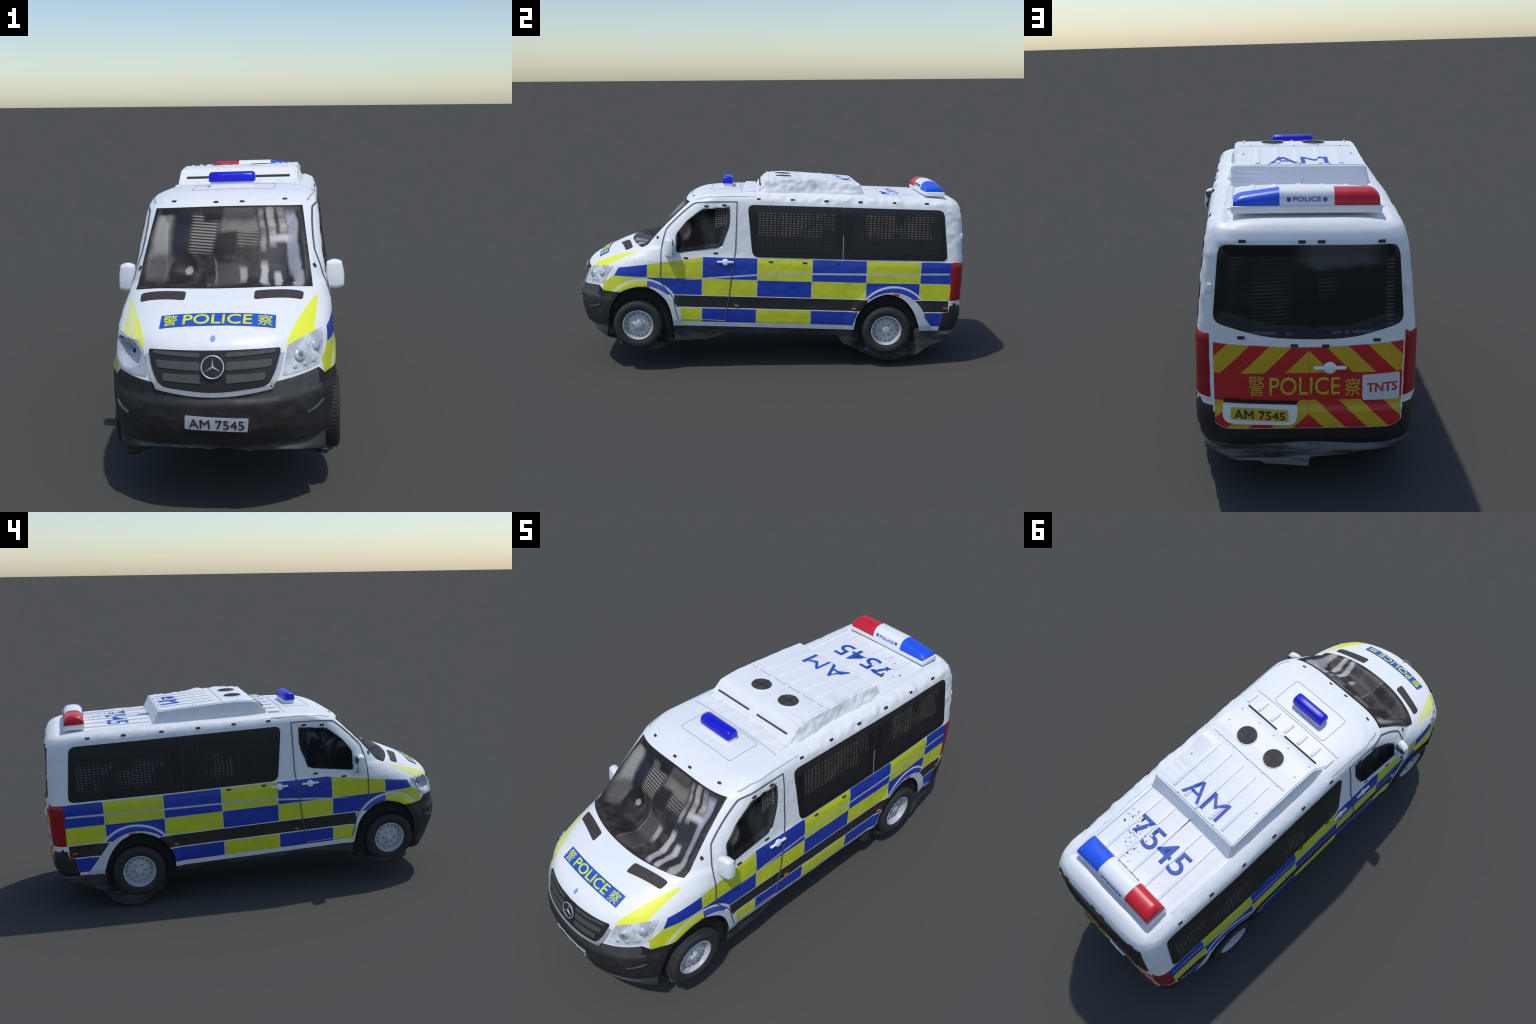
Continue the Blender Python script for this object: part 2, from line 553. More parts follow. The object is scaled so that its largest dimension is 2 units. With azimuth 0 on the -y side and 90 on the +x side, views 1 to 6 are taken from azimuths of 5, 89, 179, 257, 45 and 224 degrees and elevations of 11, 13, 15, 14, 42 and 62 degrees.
def make_side_paint():
    g = Graph("chequered_side_paint")
    X, Y, Z = g.X, g.Y, g.Z
    left = X.gt(0.0, 0.01)
    Ys = Y + inv(left) * 0.021
    k = (Ys + 0.580) * (1 / 0.2722)
    kf = k.floor()
    odd = (kf * 0.5).frac().gt(0.25, 0.01)
    colline = (k.frac() - 0.5).abs().gt(0.5 - 0.0022 / 0.2722, 0.004)
    top = (0.475 + (Y + 0.303) * 0.158).min(0.475)
    mid = 0.3665
    upper = Z.within(mid, top)
    lower = Z.within(0.283, mid)
    sill = Z.within(0.147, 0.2165)
    edge_hi = -0.726 - (0.406 - Z) * 0.54
    edge_lo = (-0.747 - (0.369 - Z) * 1.36).max(-0.803)
    started = upper * Y.gt(edge_hi) + lower * Y.gt(edge_lo)
    sill_ok = sill * Y.gt(-0.436 - (0.22 - Z) * -0.10) * Y.lt(0.475 - (0.218 - Z) * 0.33)
    sill_rear = sill * Y.gt(0.795 + (0.2165 - Z) * 0.5) * Y.lt(0.906 - (0.214 - Z) * 0.16)
    yellow = upper * inv(odd) + lower * odd + sill * inv(odd)
    rf = dist2(g, Ys, Z, -0.600, 0.170)
    rr = dist2(g, Ys, Z, 0.652, 0.162)
    fine = g.noise(9, 3)
    dirt = g.noise(38, 4, 0.6)
    shade = 0.92 + dirt * 0.16
    c_y = g.scale_col(YELLOW, 0.86 + fine * 0.28)
    c_b = g.scale_col(BLUE, 0.80 + fine * 0.4)
    check = g.mix(c_b, c_y, yellow)
    check = g.mix(check, LINE, colline * 0.75)
    white = g.scale_col(WHITE, 0.965 + dirt * 0.06)
    col = g.mix(white, check, (started + sill_ok + sill_rear).sat())
    col = g.mix(col, LINE, (Z - mid).abs().lt(0.0014) * Y.gt(-0.735) * 0.7)
    # light crease line along the flank
    crease = (0.4045 + (Y - 0.2) * 0.0175).min(0.394 + (Y + 0.03) * 0.095)
    half = ((Y + 0.42) * 0.03).min(0.0046).max(0.0)
    col = g.mix(col, (0.50, 0.55, 0.60), (Z - crease).abs().lt(half) * Y.gt(-0.42) * Y.lt(0.93))
    # arch trims
    in_f = rf.lt(0.188) * Z.gt(0.287)
    blue2 = (0.05, 0.085, 0.46)
    col = g.mix(col, g.mix(c_y, blue2, Ys.gt(-0.580)), in_f)
    in_r = rr.lt(0.187) * Z.gt(0.283)
    col = g.mix(col, c_b, in_r)
    arc_f = (rf - 0.186).abs().lt(0.0052) * (Z.gt(0.288) + Y.gt(-0.5) * Z.gt(0.14)).sat()
    arc_r = (rr - 0.186).abs().lt(0.0050) * Z.gt(0.280)
    col = g.mix(col, (0.62, 0.66, 0.72), (arc_f + arc_r).sat())
    # black rubbing strip, then its light borders
    behind = Y.gt(0.752 + (0.274 - Z) * 0.78)
    strip_span = Y.within(-0.446, 0.54) + behind
    strip = Z.within(0.2215, 0.2805) * strip_span.sat() * Y.lt(0.932)
    col = g.mix(col, g.scale_col((0.02, 0.021, 0.02), 0.8 + fine * 0.5), strip)
    edge_lines = ((Z - 0.2825).abs().lt(0.0022) + (Z - 0.2195).abs().lt(0.0026)).sat() * strip_span.sat() * Y.lt(0.93)
    col = g.mix(col, (0.66, 0.70, 0.75), edge_lines)
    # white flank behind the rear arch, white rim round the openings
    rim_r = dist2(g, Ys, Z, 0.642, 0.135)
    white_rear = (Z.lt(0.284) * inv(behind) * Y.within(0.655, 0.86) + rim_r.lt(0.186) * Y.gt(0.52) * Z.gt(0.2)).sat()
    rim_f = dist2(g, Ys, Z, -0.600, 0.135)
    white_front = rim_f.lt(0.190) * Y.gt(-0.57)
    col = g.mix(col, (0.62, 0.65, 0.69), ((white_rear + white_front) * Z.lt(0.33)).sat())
    # red reflectors on top of the arches
    reflector = rr.within(0.140, 0.154) * Ys.within(0.648, 0.680) + rf.within(0.140, 0.154) * Ys.within(-0.598, -0.566)
    col = g.mix(col, (0.5, 0.06, 0.04), reflector.sat() * Z.gt(0.30))
    # black front bumper and rear bumper corner
    nose = Z.lt(bumper_top(g)) * Y.lt(-0.69)
    tail = Z.lt(0.258) * Y.gt(0.906 - (0.214 - Z) * 0.16 + Z.gt(0.2205) * 0.026)
    rubber = (nose + tail).sat()
    col = g.mix(col, g.scale_col(BLACK, 0.6 + dirt * 0.9), rubber)
    col = g.scale_col(col, shade)
    rough = 0.42 + rubber * 0.12
    return g.finish(col, rough, bump=g.noise(55, 3), bump_strength=0.05)

def make_front_paint():
    g = Graph("front_paint")
    X, Y, Z = g.X, g.Y, g.Z
    a = X.abs()
    dirt = g.noise(38, 4, 0.6)
    col = g.scale_col(WHITE, 0.965 + dirt * 0.06)
    inner = 0.288 - (-0.636 - Y) * 0.365
    outer = g.curve(Y, [(-0.90, 0.245), (-0.84, 0.265), (-0.80, 0.281), (-0.75, 0.284), (-0.64, 0.293), (-0.5, 0.296)],
                    -0.90, -0.5, 0.2, 0.3)
    stripe = a.gt(inner, 0.004) * a.lt(outer, 0.004) * Y.lt(-0.64) * Z.gt(0.385)
    worn = X.lt(0.0, 0.02) * inv(((a - (inner + outer) * 0.5).abs()).ramp(0.0, 0.022)) * 0.8
    col = g.mix(col, g.mix((0.86, 0.90, 0.05), (0.85, 0.87, 0.55), worn), stripe)
    nose = Z.lt(bumper_top(g))
    scuff = g.noise(14, 4, 0.65, stretch=(1, 1, 3)).ramp(0.56, 0.75)
    black = g.mix(g.scale_col(BLACK, 0.6 + dirt * 0.9), (0.06, 0.06, 0.065), scuff * 0.5)
    dusty = X.within(0.10, 0.33, 0.06) * Z.gt(0.252 + (0.30 - X) * 0.06, 0.012) * (0.35 + g.noise(60, 3, 0.6, stretch=(1.5, 1, 0.6)) * 0.9)
    black = g.mix(black, (0.095, 0.090, 0.096), dusty.sat())
    intake = (Z.lt(0.163 + a * 0.05, 0.006) * Z.gt(0.122) * a.lt(0.20, 0.05)).sat()
    black = g.mix(black, (0.006, 0.006, 0.007), intake * 0.8)
    col = g.mix(col, black, nose)
    badge = dist2(g, X, Z, -0.002, 0.416).lt(0.0075, 0.003) * Y.lt(-0.85)
    col = g.mix(col, (0.25, 0.38, 0.60), badge)
    return g.finish(col, 0.42 + nose * 0.12, bump=g.noise(55, 3), bump_strength=0.05)

def make_rear_paint():
    g = Graph("chevron_rear_paint")
    X, Y, Z = g.X, g.Y, g.Z
    a = X.abs()
    dirt = g.noise(38, 4, 0.6)
    col = g.scale_col(WHITE, 0.965 + dirt * 0.06)
    # chevrons: yellow bands rising to the middle
    band = ((a + (Z - 0.445) * 0.98 - 0.044) * (1 / 0.1245)).frac().lt(0.53, 0.012)
    band2 = ((a + (Z - 0.276) * 0.98 - 0.086) * (1 / 0.126)).frac().lt(0.50, 0.012)
    board_top = 0.441 + (a - 0.05).max(0.0) * 0.06
    low_corner = ((a - 0.228).max(0.0) * (a - 0.228).max(0.0)) * 12.0
    board = a.lt(0.268) * Z.within(0.189 + low_corner, board_top, 0.003)
    yellow = band * Z.gt(0.362) + band2 * Z.lt(0.276)
    red = g.scale_col(RED, 0.9 + dirt * 0.2)
    col = g.mix(col, g.mix(red, g.scale_col(GOLD, 0.9 + dirt * 0.2), yellow), board)
    col = g.mix(col, (0.35, 0.08, 0.05), X.abs().lt(0.0014) * board * 0.5)
    bump_z = 0.188 + low_corner
    rubber = (Z.lt(bump_z, 0.003) + Z.lt(0.256) * a.gt(0.272)).sat()
    scuff = g.noise(12, 4, 0.65, stretch=(1, 1, 3)).ramp(0.58, 0.75)
    black = g.mix(g.scale_col(BLACK, 0.6 + dirt * 0.9), (0.06, 0.06, 0.065), scuff * 0.4)
    col = g.mix(col, black, rubber)
    return g.finish(col, 0.42 + rubber * 0.12, bump=g.noise(55, 3), bump_strength=0.05)

def make_roof_paint(name="roof_paint"):
    g = Graph(name)
    dirt = g.noise(30, 5, 0.6)
    n2 = g.noise(7, 3)
    col = g.mix(g.scale_col(WHITE, 0.955 + dirt * 0.08), (0.74, 0.72, 0.62), n2.ramp(0.55, 0.85) * 0.22)
    return g.finish(col, 0.45, bump=g.noise(60, 3), bump_strength=0.06)

def make_mesh_glass(name, kind):
    """dark panes with the protective grille and pale things behind it showing as dashes"""
    g = Graph(name)
    X, Y, Z = g.X, g.Y, g.Z
    dark = (0.010, 0.0105, 0.012)
    if kind == "side":
        left = X.gt(0.0, 0.01)
        dash = ((Y * (1 / 0.0190)).frac().lt(0.66, 0.12)) * ((Z * (1 / 0.0118)).frac().lt(0.42, 0.2))
        pane = (Y.within(-0.035, 0.345, 0.01) + Y.within(0.435, 0.865, 0.01)).sat() * Z.within(0.515, 0.708, 0.006)
        blot = g.noise(6.5, 2, 0.5, stretch=(0.2, 1.3, 0.8)).ramp(0.40, 0.50)
        lit_left = blot * Z.gt(0.590, 0.02) * inv(Y.within(0.345, 0.44)) + 0.14
        lit_right = g.noise(7.5, 2, 0.5, stretch=(0.2, 1, 1)).ramp(0.50, 0.60) * Z.within(0.530, 0.645, 0.03) * Y.gt(0.15) + 0.10
        lit = (left * lit_left + inv(left) * lit_right).sat()
        lit_col = g.mix((0.16, 0.17, 0.20), (0.235, 0.20, 0.165), left)
        soft = 0.30 + g.noise(20, 2).ramp(0.3, 0.7) * 0.7
        col = g.mix(dark, lit_col, dash * pane * lit * soft)
        haze = Z.gt(0.708, 0.02) * left * 0.35
        col = g.mix(col, (0.05, 0.05, 0.055), haze)
    elif kind == "rear":
        lines = ((Z + X * 0.05) * (1 / 0.0105)).frac().lt(0.35, 0.25)
        area = (X.within(0.06, 0.22, 0.03) * Z.within(0.50, 0.70, 0.02) * 0.55
                + X.within(-0.075, -0.03, 0.01) * Z.within(0.53, 0.64, 0.02) * 0.5
                + X.within(-0.235, -0.215, 0.006) * Z.within(0.49, 0.69, 0.01) * 1.8)
        blot = g.noise(9, 2).ramp(0.38, 0.6)
        col = g.mix(dark, (0.09, 0.10, 0.11), (lines * area * blot).sat())
        smear = Z.gt(0.672 + (g.noise(13, 2) - 0.5) * 0.09, 0.02) * X.within(-0.19, 0.02, 0.06)
        col = g.mix(col, (0.09, 0.10, 0.10), smear * 0.8)
        edge = (Z - (0.478 + X.abs() * 0.05)).abs().lt(0.004) * g.noise(40, 1).gt(0.52, 0.05)
        col = g.mix(col, (0.10, 0.11, 0.13), edge * 0.7 * X.abs().within(0.05, 0.2, 0.02))
    return g.finish(col, 0.35, spec=0.35)

def make_windscreen_glass():
    """what shows in the screen: pillar, seat, partition grille, pale upright strips, dashboard"""
    g = Graph("windscreen_glass")
    X, Y, Z = g.X, g.Y, g.Z
    t = (Y * 0.779 + 1.0565 - Z) * (1 / 0.969)          # depth below the plane of the glass
    zp = Z + t * 0.19
    wob = g.noise(10, 3, 0.55)
    v = (zp - 0.512) * (1 / 0.232) + (wob - 0.5) * 0.10
    U = X / (0.277 - (zp - 0.507) * 0.127) + (g.noise(9, 3, 0.5, stretch=(1, 1.4, 0.8)) - 0.5) * 0.14
    def area(u0, u1, v0, v1, su=0.03, sv=0.05):
        return U.within(u0, u1, su) * v.within(v0, v1, sv)
    mott = g.noise(22, 4, 0.6)
    col = g.mix((0.022, 0.021, 0.022), (0.080, 0.072, 0.068), mott.ramp(0.40, 0.72))
    col = g.mix(col, (0.085, 0.077, 0.070), area(-0.12, 0.20, 0.06, 0.32, 0.05, 0.06))
    col = g.mix(col, (0.27, 0.26, 0.245), area(-0.93, -0.72, 0.40, 0.92, 0.10, 0.08))
    col = g.mix(col, (0.12, 0.118, 0.11), area(-0.90, -0.62, 0.15, 0.45, 0.1, 0.1) * 0.8)
    col = g.mix(col, (0.018, 0.022, 0.034), area(-0.72, -0.48, 0.38, 0.95, 0.10, 0.08))
    lines = ((zp + X * 0.08) * (1 / 0.0084)).frac().lt(0.50, 0.25)
    grille = area(-0.47, -0.14, 0.44, 0.92, 0.06, 0.05)
    col = g.mix(col, (0.030, 0.029, 0.028), grille)
    col = g.mix(col, (0.27, 0.255, 0.225), grille * lines)
    col = g.mix(col, (0.022, 0.021, 0.023), area(-0.14, 0.14, 0.42, 0.72, 0.05, 0.05))
    col = g.mix(col, (0.23, 0.20, 0.18), area(-0.10, 0.40, 0.68, 0.86, 0.08, 0.05) * (0.4 + mott * 0.8).sat())
    g2 = area(0.13, 0.40, 0.52, 0.70, 0.04, 0.05)
    col = g.mix(col, (0.21, 0.195, 0.17), g2 * lines * 0.8)
    # passenger side: pale upright strips and patches on a dark ground
    col = g.mix(col, (0.032, 0.034, 0.042), area(0.40, 0.97, 0.03, 0.97, 0.03, 0.03))
    fade = 0.45 + g.noise(14, 3, 0.6, stretch=(0.7, 1, 1.5)).ramp(0.35, 0.60) * 0.55
    col = g.mix(col, (0.30, 0.29, 0.275), area(0.415, 0.475, 0.45, 0.95, 0.03, 0.06) * fade)
    col = g.mix(col, (0.52, 0.49, 0.45), area(0.52, 0.615, 0.52, 0.97, 0.03, 0.10) * fade)
    col = g.mix(col, (0.50, 0.47, 0.44), area(0.665, 0.755, 0.66, 0.95, 0.03, 0.08) * fade)
    col = g.mix(col, (0.40, 0.40, 0.46), area(0.765, 0.90, 0.18, 0.90, 0.04, 0.10))
    col = g.mix(col, (0.54, 0.53, 0.54), area(0.60, 0.86, 0.55, 0.63, 0.06, 0.05))
    col = g.mix(col, (0.46, 0.44, 0.42), (area(0.17, 0.255, 0.10, 0.27, 0.03, 0.06) * 0.7 + area(0.425, 0.51, 0.03, 0.31, 0.03, 0.08)
                                           + area(0.58, 0.66, 0.03, 0.21, 0.03, 0.06) + area(0.80, 0.92, 0.04, 0.20, 0.04, 0.05) * 0.8).sat())
    # visors
    col = g.mix(col, (0.016, 0.016, 0.017), area(-0.92, -0.06, 0.91, 1.2, 0.05, 0.04) + area(-0.32, -0.06, 0.82, 1.1, 0.06, 0.04))
    col = g.mix(col, (0.085, 0.078, 0.078), area(-0.04, 0.36, 0.82, 0.98, 0.05, 0.06))
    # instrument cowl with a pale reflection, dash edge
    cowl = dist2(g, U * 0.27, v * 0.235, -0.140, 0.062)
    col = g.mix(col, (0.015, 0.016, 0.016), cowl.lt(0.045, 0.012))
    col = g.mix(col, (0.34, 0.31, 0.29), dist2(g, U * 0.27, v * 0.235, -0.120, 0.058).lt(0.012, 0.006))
    col = g.mix(col, (0.20, 0.20, 0.205), area(-0.125, -0.10, 0.06, 0.36, 0.015, 0.05) * 0.8)
    edge_x = X.abs() / (0.277 - (Z - 0.507) * 0.127)
    frame = (edge_x.gt(0.955, 0.02) * t.lt(0.03, 0.02) + v.lt(0.055, 0.03) + zp.gt(0.738, 0.004)).sat()
    col = g.mix(col, (0.017, 0.017, 0.019), frame * 0.9)
    return g.finish(col, 0.5, spec=0.25)

def make_cab_glass():
    g = Graph("cab_door_glass")
    X, Y, Z = g.X, g.Y, g.Z
    dash = ((Y * (1 / 0.0125)).frac().lt(0.6, 0.15)) * ((Z * (1 / 0.0098)).frac().lt(0.5, 0.2))
    col = g.mix((0.012, 0.012, 0.013), (0.045, 0.05, 0.052), g.noise(10, 2, stretch=(0.1, 1.2, 0.5)).ramp(0.45, 0.7))
    left = X.gt(0.0, 0.01)
    gr = Y.within(-0.252, -0.186, 0.006) * Z.gt(0.628 + (Y + 0.22) * 0.4, 0.01)
    col = g.mix(col, (0.26, 0.22, 0.18), dash * gr * left)
    col = g.mix(col, (0.16, 0.135, 0.11), left * dist2(g, Y, Z * 0.6, -0.397, 0.362).lt(0.026, 0.014))
    streak = inv(left) * g.noise(16, 3, 0.6, stretch=(0.1, 1.0, 0.8)).ramp(0.56, 0.72) * Z.gt(0.60, 0.05)
    col = g.mix(col, (0.12, 0.13, 0.15), streak)
    return g.finish(col, 0.65, spec=0.08)

SIDE_PAINT = make_side_paint()
FRONT_PAINT = make_front_paint()
REAR_PAINT = make_rear_paint()
ROOF_PAINT = make_roof_paint()
PLASTIC = plain("black_plastic", (0.017, 0.017, 0.018), 0.55, vary=0.3, scale=30, bump=0.05)
WELL = plain("wheel_well_dark", (0.008, 0.008, 0.009), 0.9, vary=0.3)
SEAM = plain("seam_grey", (0.10, 0.11, 0.13), 0.6, vary=0.2)
FINE_SEAM = plain("panel_crease_grey", (0.42, 0.44, 0.48), 0.6, vary=0.1)
CLIP = plain("clip_dark", (0.030, 0.030, 0.032), 0.6, vary=0.3)
TYRE = plain("tyre_rubber", (0.026, 0.027, 0.027), 0.75, vary=0.35, scale=22, bump=0.15)
STEEL = plain("wheel_steel", (0.50, 0.52, 0.55), 0.42, 0.0, vary=0.35, scale=60, bump=0.15)
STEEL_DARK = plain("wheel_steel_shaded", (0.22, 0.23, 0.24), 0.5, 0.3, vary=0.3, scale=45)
CHROME = plain("chrome_trim", (0.62, 0.66, 0.70), 0.3, 0.5, vary=0.1)
WHITE_PLAIN = make_roof_paint("white_gloss")
BLUE_LENS = plain("blue_lens", (0.004, 0.006, 0.62), 0.35, vary=0.25, scale=25)
BLUE_LENS_BRIGHT = plain("bright_blue_lens", (0.012, 0.10, 0.80), 0.35, vary=0.25, scale=18)
RED_LENS = plain("red_lens", (0.60, 0.012, 0.03), 0.35, vary=0.3, scale=18)
TAIL_RED = plain("tail_lamp_red", (0.34, 0.005, 0.012), 0.3, vary=0.45, scale=16)
ORANGE = plain("orange_marker", (0.60, 0.10, 0.04), 0.4)
LETTER_BLUE = plain("letter_blue", (0.016, 0.085, 0.48), 0.5, vary=0.15)
LETTER_YELLOW = plain("letter_yellow", (0.78, 0.86, 0.05), 0.5, vary=0.08)
LETTER_GOLD = plain("letter_gold", (0.60, 0.44, 0.03), 0.5, vary=0.08)
LETTER_BLACK = plain("letter_black", (0.02, 0.02, 0.022), 0.6)
LETTER_RED = plain("letter_red", (0.50, 0.03, 0.03), 0.5)
SIGN_WHITE = plain("sign_white", (0.66, 0.68, 0.70), 0.5, vary=0.05)
BANNER_BLUE = plain("banner_blue", (0.012, 0.085, 0.58), 0.5, vary=0.08)
PLATE_WHITE = plain("plate_white", (0.46, 0.47, 0.50), 0.5, vary=0.15)
PLATE_YELLOW = plain("plate_yellow", (0.62, 0.42, 0.03), 0.5, vary=0.08)
VENT = plain("vent_mesh", (0.045, 0.038, 0.038), 0.7, vary=0.4, scale=90, bump=0.2)
def make_grubby():
    g = Graph("grubby_underside")
    n = g.noise(9, 4, 0.6)
    streak = g.noise(12, 3, 0.6, stretch=(0.35, 0.35, 3.0))
    col = g.mix((0.016, 0.016, 0.017), (0.045, 0.044, 0.046), n.ramp(0.35, 0.65))
    pale = (g.Y.gt(0.90, 0.05) * 0.9 + g.Y.lt(-0.85, 0.05) * 0.45 + 0.16) * streak.ramp(0.44, 0.62)
    col = g.mix(col, (0.20, 0.205, 0.21), pale.sat())
    return g.finish(col, 0.85, bump=n, bump_strength=0.3)
GRUBBY = make_grubby()
SIDE_GLASS = make_mesh_glass("side_grille_glass", "side")
REAR_GLASS = make_mesh_glass("rear_glass", "rear")
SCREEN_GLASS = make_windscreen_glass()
CAB_GLASS = make_cab_glass()

# ------------------------------------------------------------------ body shell
NQ, NS, NR = 64, 150, 28      # points on nose quarter, flank, tail quarter

def half_ring(z):
    yf, y0, y1, yr, w, n, m = slice_at(z)
    pts = []
    for i in range(NQ):
        t = math.pi / 2 * i / NQ
        pts.append((w * math.sin(t) ** (2 / n), y0 - (y0 - yf) * math.cos(t) ** (2 / m)))
    for i in range(NS):
        y = y0 + (y1 - y0) * i / NS
        pts.append((w * tail_taper(y, z), y))
    for i in range(NR + 1):
        t = math.pi / 2 * i / NR
        y = y1 + (yr - y1) * math.sin(t) ** (2 / TAIL_M)
        pts.append((w * tail_taper(y, z) * max(math.cos(t), 0) ** (2 / TAIL_N), y))
    return pts

def lump(p):
    """gentle scan-like waviness of the panels, stronger along the roof edge of the left flank"""
    v = Vector(p)
    n = noise.noise(v * 14.0) * 0.55 + noise.noise(v * 33.0) * 0.45
    amp = 0.0020
    if p[0] > 0.2:
        amp += 0.0135 * sstep(0.742, 0.775, p[2]) * sstep(-0.12, 0.05, p[1])
    if p[0] > 0.285 and p[1] > 0.9:
        amp += 0.006 * sstep(0.5, 0.6, p[2])
    if p[0] < -0.2:
        amp += 0.0035 * sstep(0.745, 0.775, p[2]) * sstep(-0.1, 0.1, p[1])
    if p[2] < 0.26 and p[1] < -0.7:
        amp += 0.003
    return n * amp

def level_list():
    zs = []
    z = SILL_Z
    while z < 0.76:
        zs.append(z)
        z += 0.0065
    while z < 0.8035:
        zs.append(z)
        z += max(0.0004, (0.8045 - z) * 0.10)
    zs.append(TOP_Z)
    return zs

def build_shell():
    rings = []
    verts = []
    zs = level_list()
    for z in zs:
        half = half_ring(z)
        ring = [(x, y) for x, y in half] + [(-x, y) for x, y in reversed(half[1:-1])]
        n = len(ring)
        ids = []
        for i, (x, y) in enumerate(ring):
            a, b = Vector(ring[i - 1]), Vector(ring[(i + 1) % n])
            d = (b - a)
            nrm = Vector((d.y, -d.x)).normalized() if d.length > 1e-7 else Vector((0, 0))
            if nrm.dot(Vector((x, y - clamp(y, -0.3, 0.6)))) < 0:
                nrm = -nrm
            s = 1 if x > 0 else -1
            fx = flare(y, z) * s * (1 if abs(x) > 0.26 else 0)
            k = lump((x, y, z)) if z < 0.799 else 0.0
            ids.append(len(verts))
            v = Vector((x + nrm.x * k + fx, y + nrm.y * k, z))
            if y < -0.36 and abs(x) < 0.30 and 0.3 < z < 0.745:
                d = nose_sink(x, z)
                if d > 0:
                    v -= on_front(x, z)[1] * (d + 0.016 * sstep(0.0, 0.02, d) + 0.003)
            elif -0.46 < y < -0.16 and 0.48 < z < 0.73:
                d = cab_sink(y, z, 0.005)
                if d > 0:
                    v.x -= s * (d + 0.014 * sstep(0.0, 0.004, d))
            elif y > 0.9 and abs(x) < 0.275 and 0.46 < z < 0.735:
                d = rear_sink(x, z, 0.003)
                if d > 0:
                    v.y -= d + 0.012 * sstep(0.0, 0.004, d)
            if z > 0.77:
                v.z -= deck_dip(x, y)
            if v.x < 0:
                v.x *= 1 - (1 - RIGHT_FLANK) * sstep(0.1, 0.3, -v.x)
            verts.append(v)
        rings.append(ids)
    faces = []
    n = len(rings[0])
    for a, b in zip(rings, rings[1:]):
        for i in range(n):
            j = (i + 1) % n
            faces.append((a[i], a[j], b[j], b[i]))
    faces.append(tuple(reversed(rings[0])))
    faces.append(tuple(rings[-1]))
    me = mesh_of("shell", verts, faces)
    bm = bmesh.new(); bm.from_mesh(me)
    bmesh.ops.remove_doubles(bm, verts=bm.verts[:], dist=2e-5)
    bmesh.ops.recalc_face_normals(bm, faces=bm.faces[:])
    bm.to_mesh(me); bm.free()
    return me

ARCH_F_PTS = [(-0.768, 0.05), (-0.772, 0.15), (-0.757, 0.22), (-0.716, 0.283), (-0.66, 0.311), (-0.60, 0.319),
              (-0.545, 0.304), (-0.490, 0.258), (-0.462, 0.20), (-0.449, 0.13), (-0.446, 0.05)]
ARCH_R_PTS = [(0.458, 0.05), (0.463, 0.17), (0.486, 0.224), (0.533, 0.277), (0.588, 0.305), (0.632, 0.311),
              (0.70, 0.286), (0.749, 0.234), (0.776, 0.179), (0.793, 0.12), (0.798, 0.05)]

def arch_cutter(pts, sgn, shift):
    pts = catmull(pts, 6)
    n = len(pts)
    verts, faces = [], []
    for x in (0.296, 0.42):
        verts += [(sgn * x, y + shift, z) for y, z in pts]
    for i in range(n):
        j = (i + 1) % n
        faces.append((i, j, n + j, n + i))
    faces.append(tuple(range(n)))
    faces.append(tuple(range(2 * n - 1, n - 1, -1)))
    me = mesh_of("cutter", verts, faces)
    bm = bmesh.new(); bm.from_mesh(me)
    bmesh.ops.recalc_face_normals(bm, faces=bm.faces[:])
    bm.to_mesh(me); bm.free()
    me.materials.append(WELL)
    ob = bpy.data.objects.new("cutter", me)
    bpy.context.scene.collection.objects.link(ob)
    return ob

shell_me = build_shell()
shell = bpy.data.objects.new("shell", shell_me)
bpy.context.scene.collection.objects.link(shell)
for m in (SIDE_PAINT, FRONT_PAINT, REAR_PAINT, ROOF_PAINT, WELL):
    shell_me.materials.append(m)
shell_me.shade_smooth()
cutters = []
for pts, sh in ((ARCH_F_PTS, 0.010), (ARCH_R_PTS, -0.008)):
    for s in (1, -1):
        c = arch_cutter(pts, s, sh if s < 0 else 0.0)
        cutters.append(c)
        md = shell.modifiers.new("arch", 'BOOLEAN')
        md.operation = 'DIFFERENCE'
        md.solver = 'EXACT'
        md.object = c
        md.material_mode = 'TRANSFER'
bpy.context.view_layer.update()
dg = bpy.context.evaluated_depsgraph_get()
cut_me = bpy.data.meshes.new_from_object(shell.evaluated_get(dg))
bpy.data.objects.remove(shell)
for c in cutters:
    bpy.data.objects.remove(c)

def region_of(c, nrm, is_well):
    if is_well:
        return "wheel_well"
    x, y, z = c
    if z > 0.772:
        return "roof"
    if z <= SILL_Z + 0.001 and nrm.z < -0.5:
        return "floor"
    if y > 0.955 and (z > 0.24 or abs(x) < 0.27):
        return "rear_door" if z > 0.186 else "rear_bumper"
    if y > 0.90 and z < 0.24:
        return "rear_bumper_corner"
    if y < -0.70 and z < 0.262:
        return "front_bumper" if abs(x) < 0.30 and y < -0.80 else "front_bumper_corner"
    if z > 0.38 and y < -0.38 and abs(x) < 0.297 and (z > 0.5 or y < -0.6 and nrm.z > 0.25):
        return "hood" if z < 0.515 else "windscreen_surround"
    if y < -0.83 and abs(x) < 0.305:
        return "hood"
    if -0.51 < y < -0.165 and z < 0.75 and z > 0.15:
        return "front_door"
    if -0.165 < y < 0.385 and 0.15 < z < 0.76:
        return "side_door"
    return "flank"

REGION_MAT = {"roof": ROOF_PAINT, "floor": GRUBBY, "rear_door": REAR_PAINT, "rear_bumper": REAR_PAINT,
              "front_bumper": FRONT_PAINT, "hood": FRONT_PAINT, "windscreen_surround": FRONT_PAINT, "wheel_well": WELL}

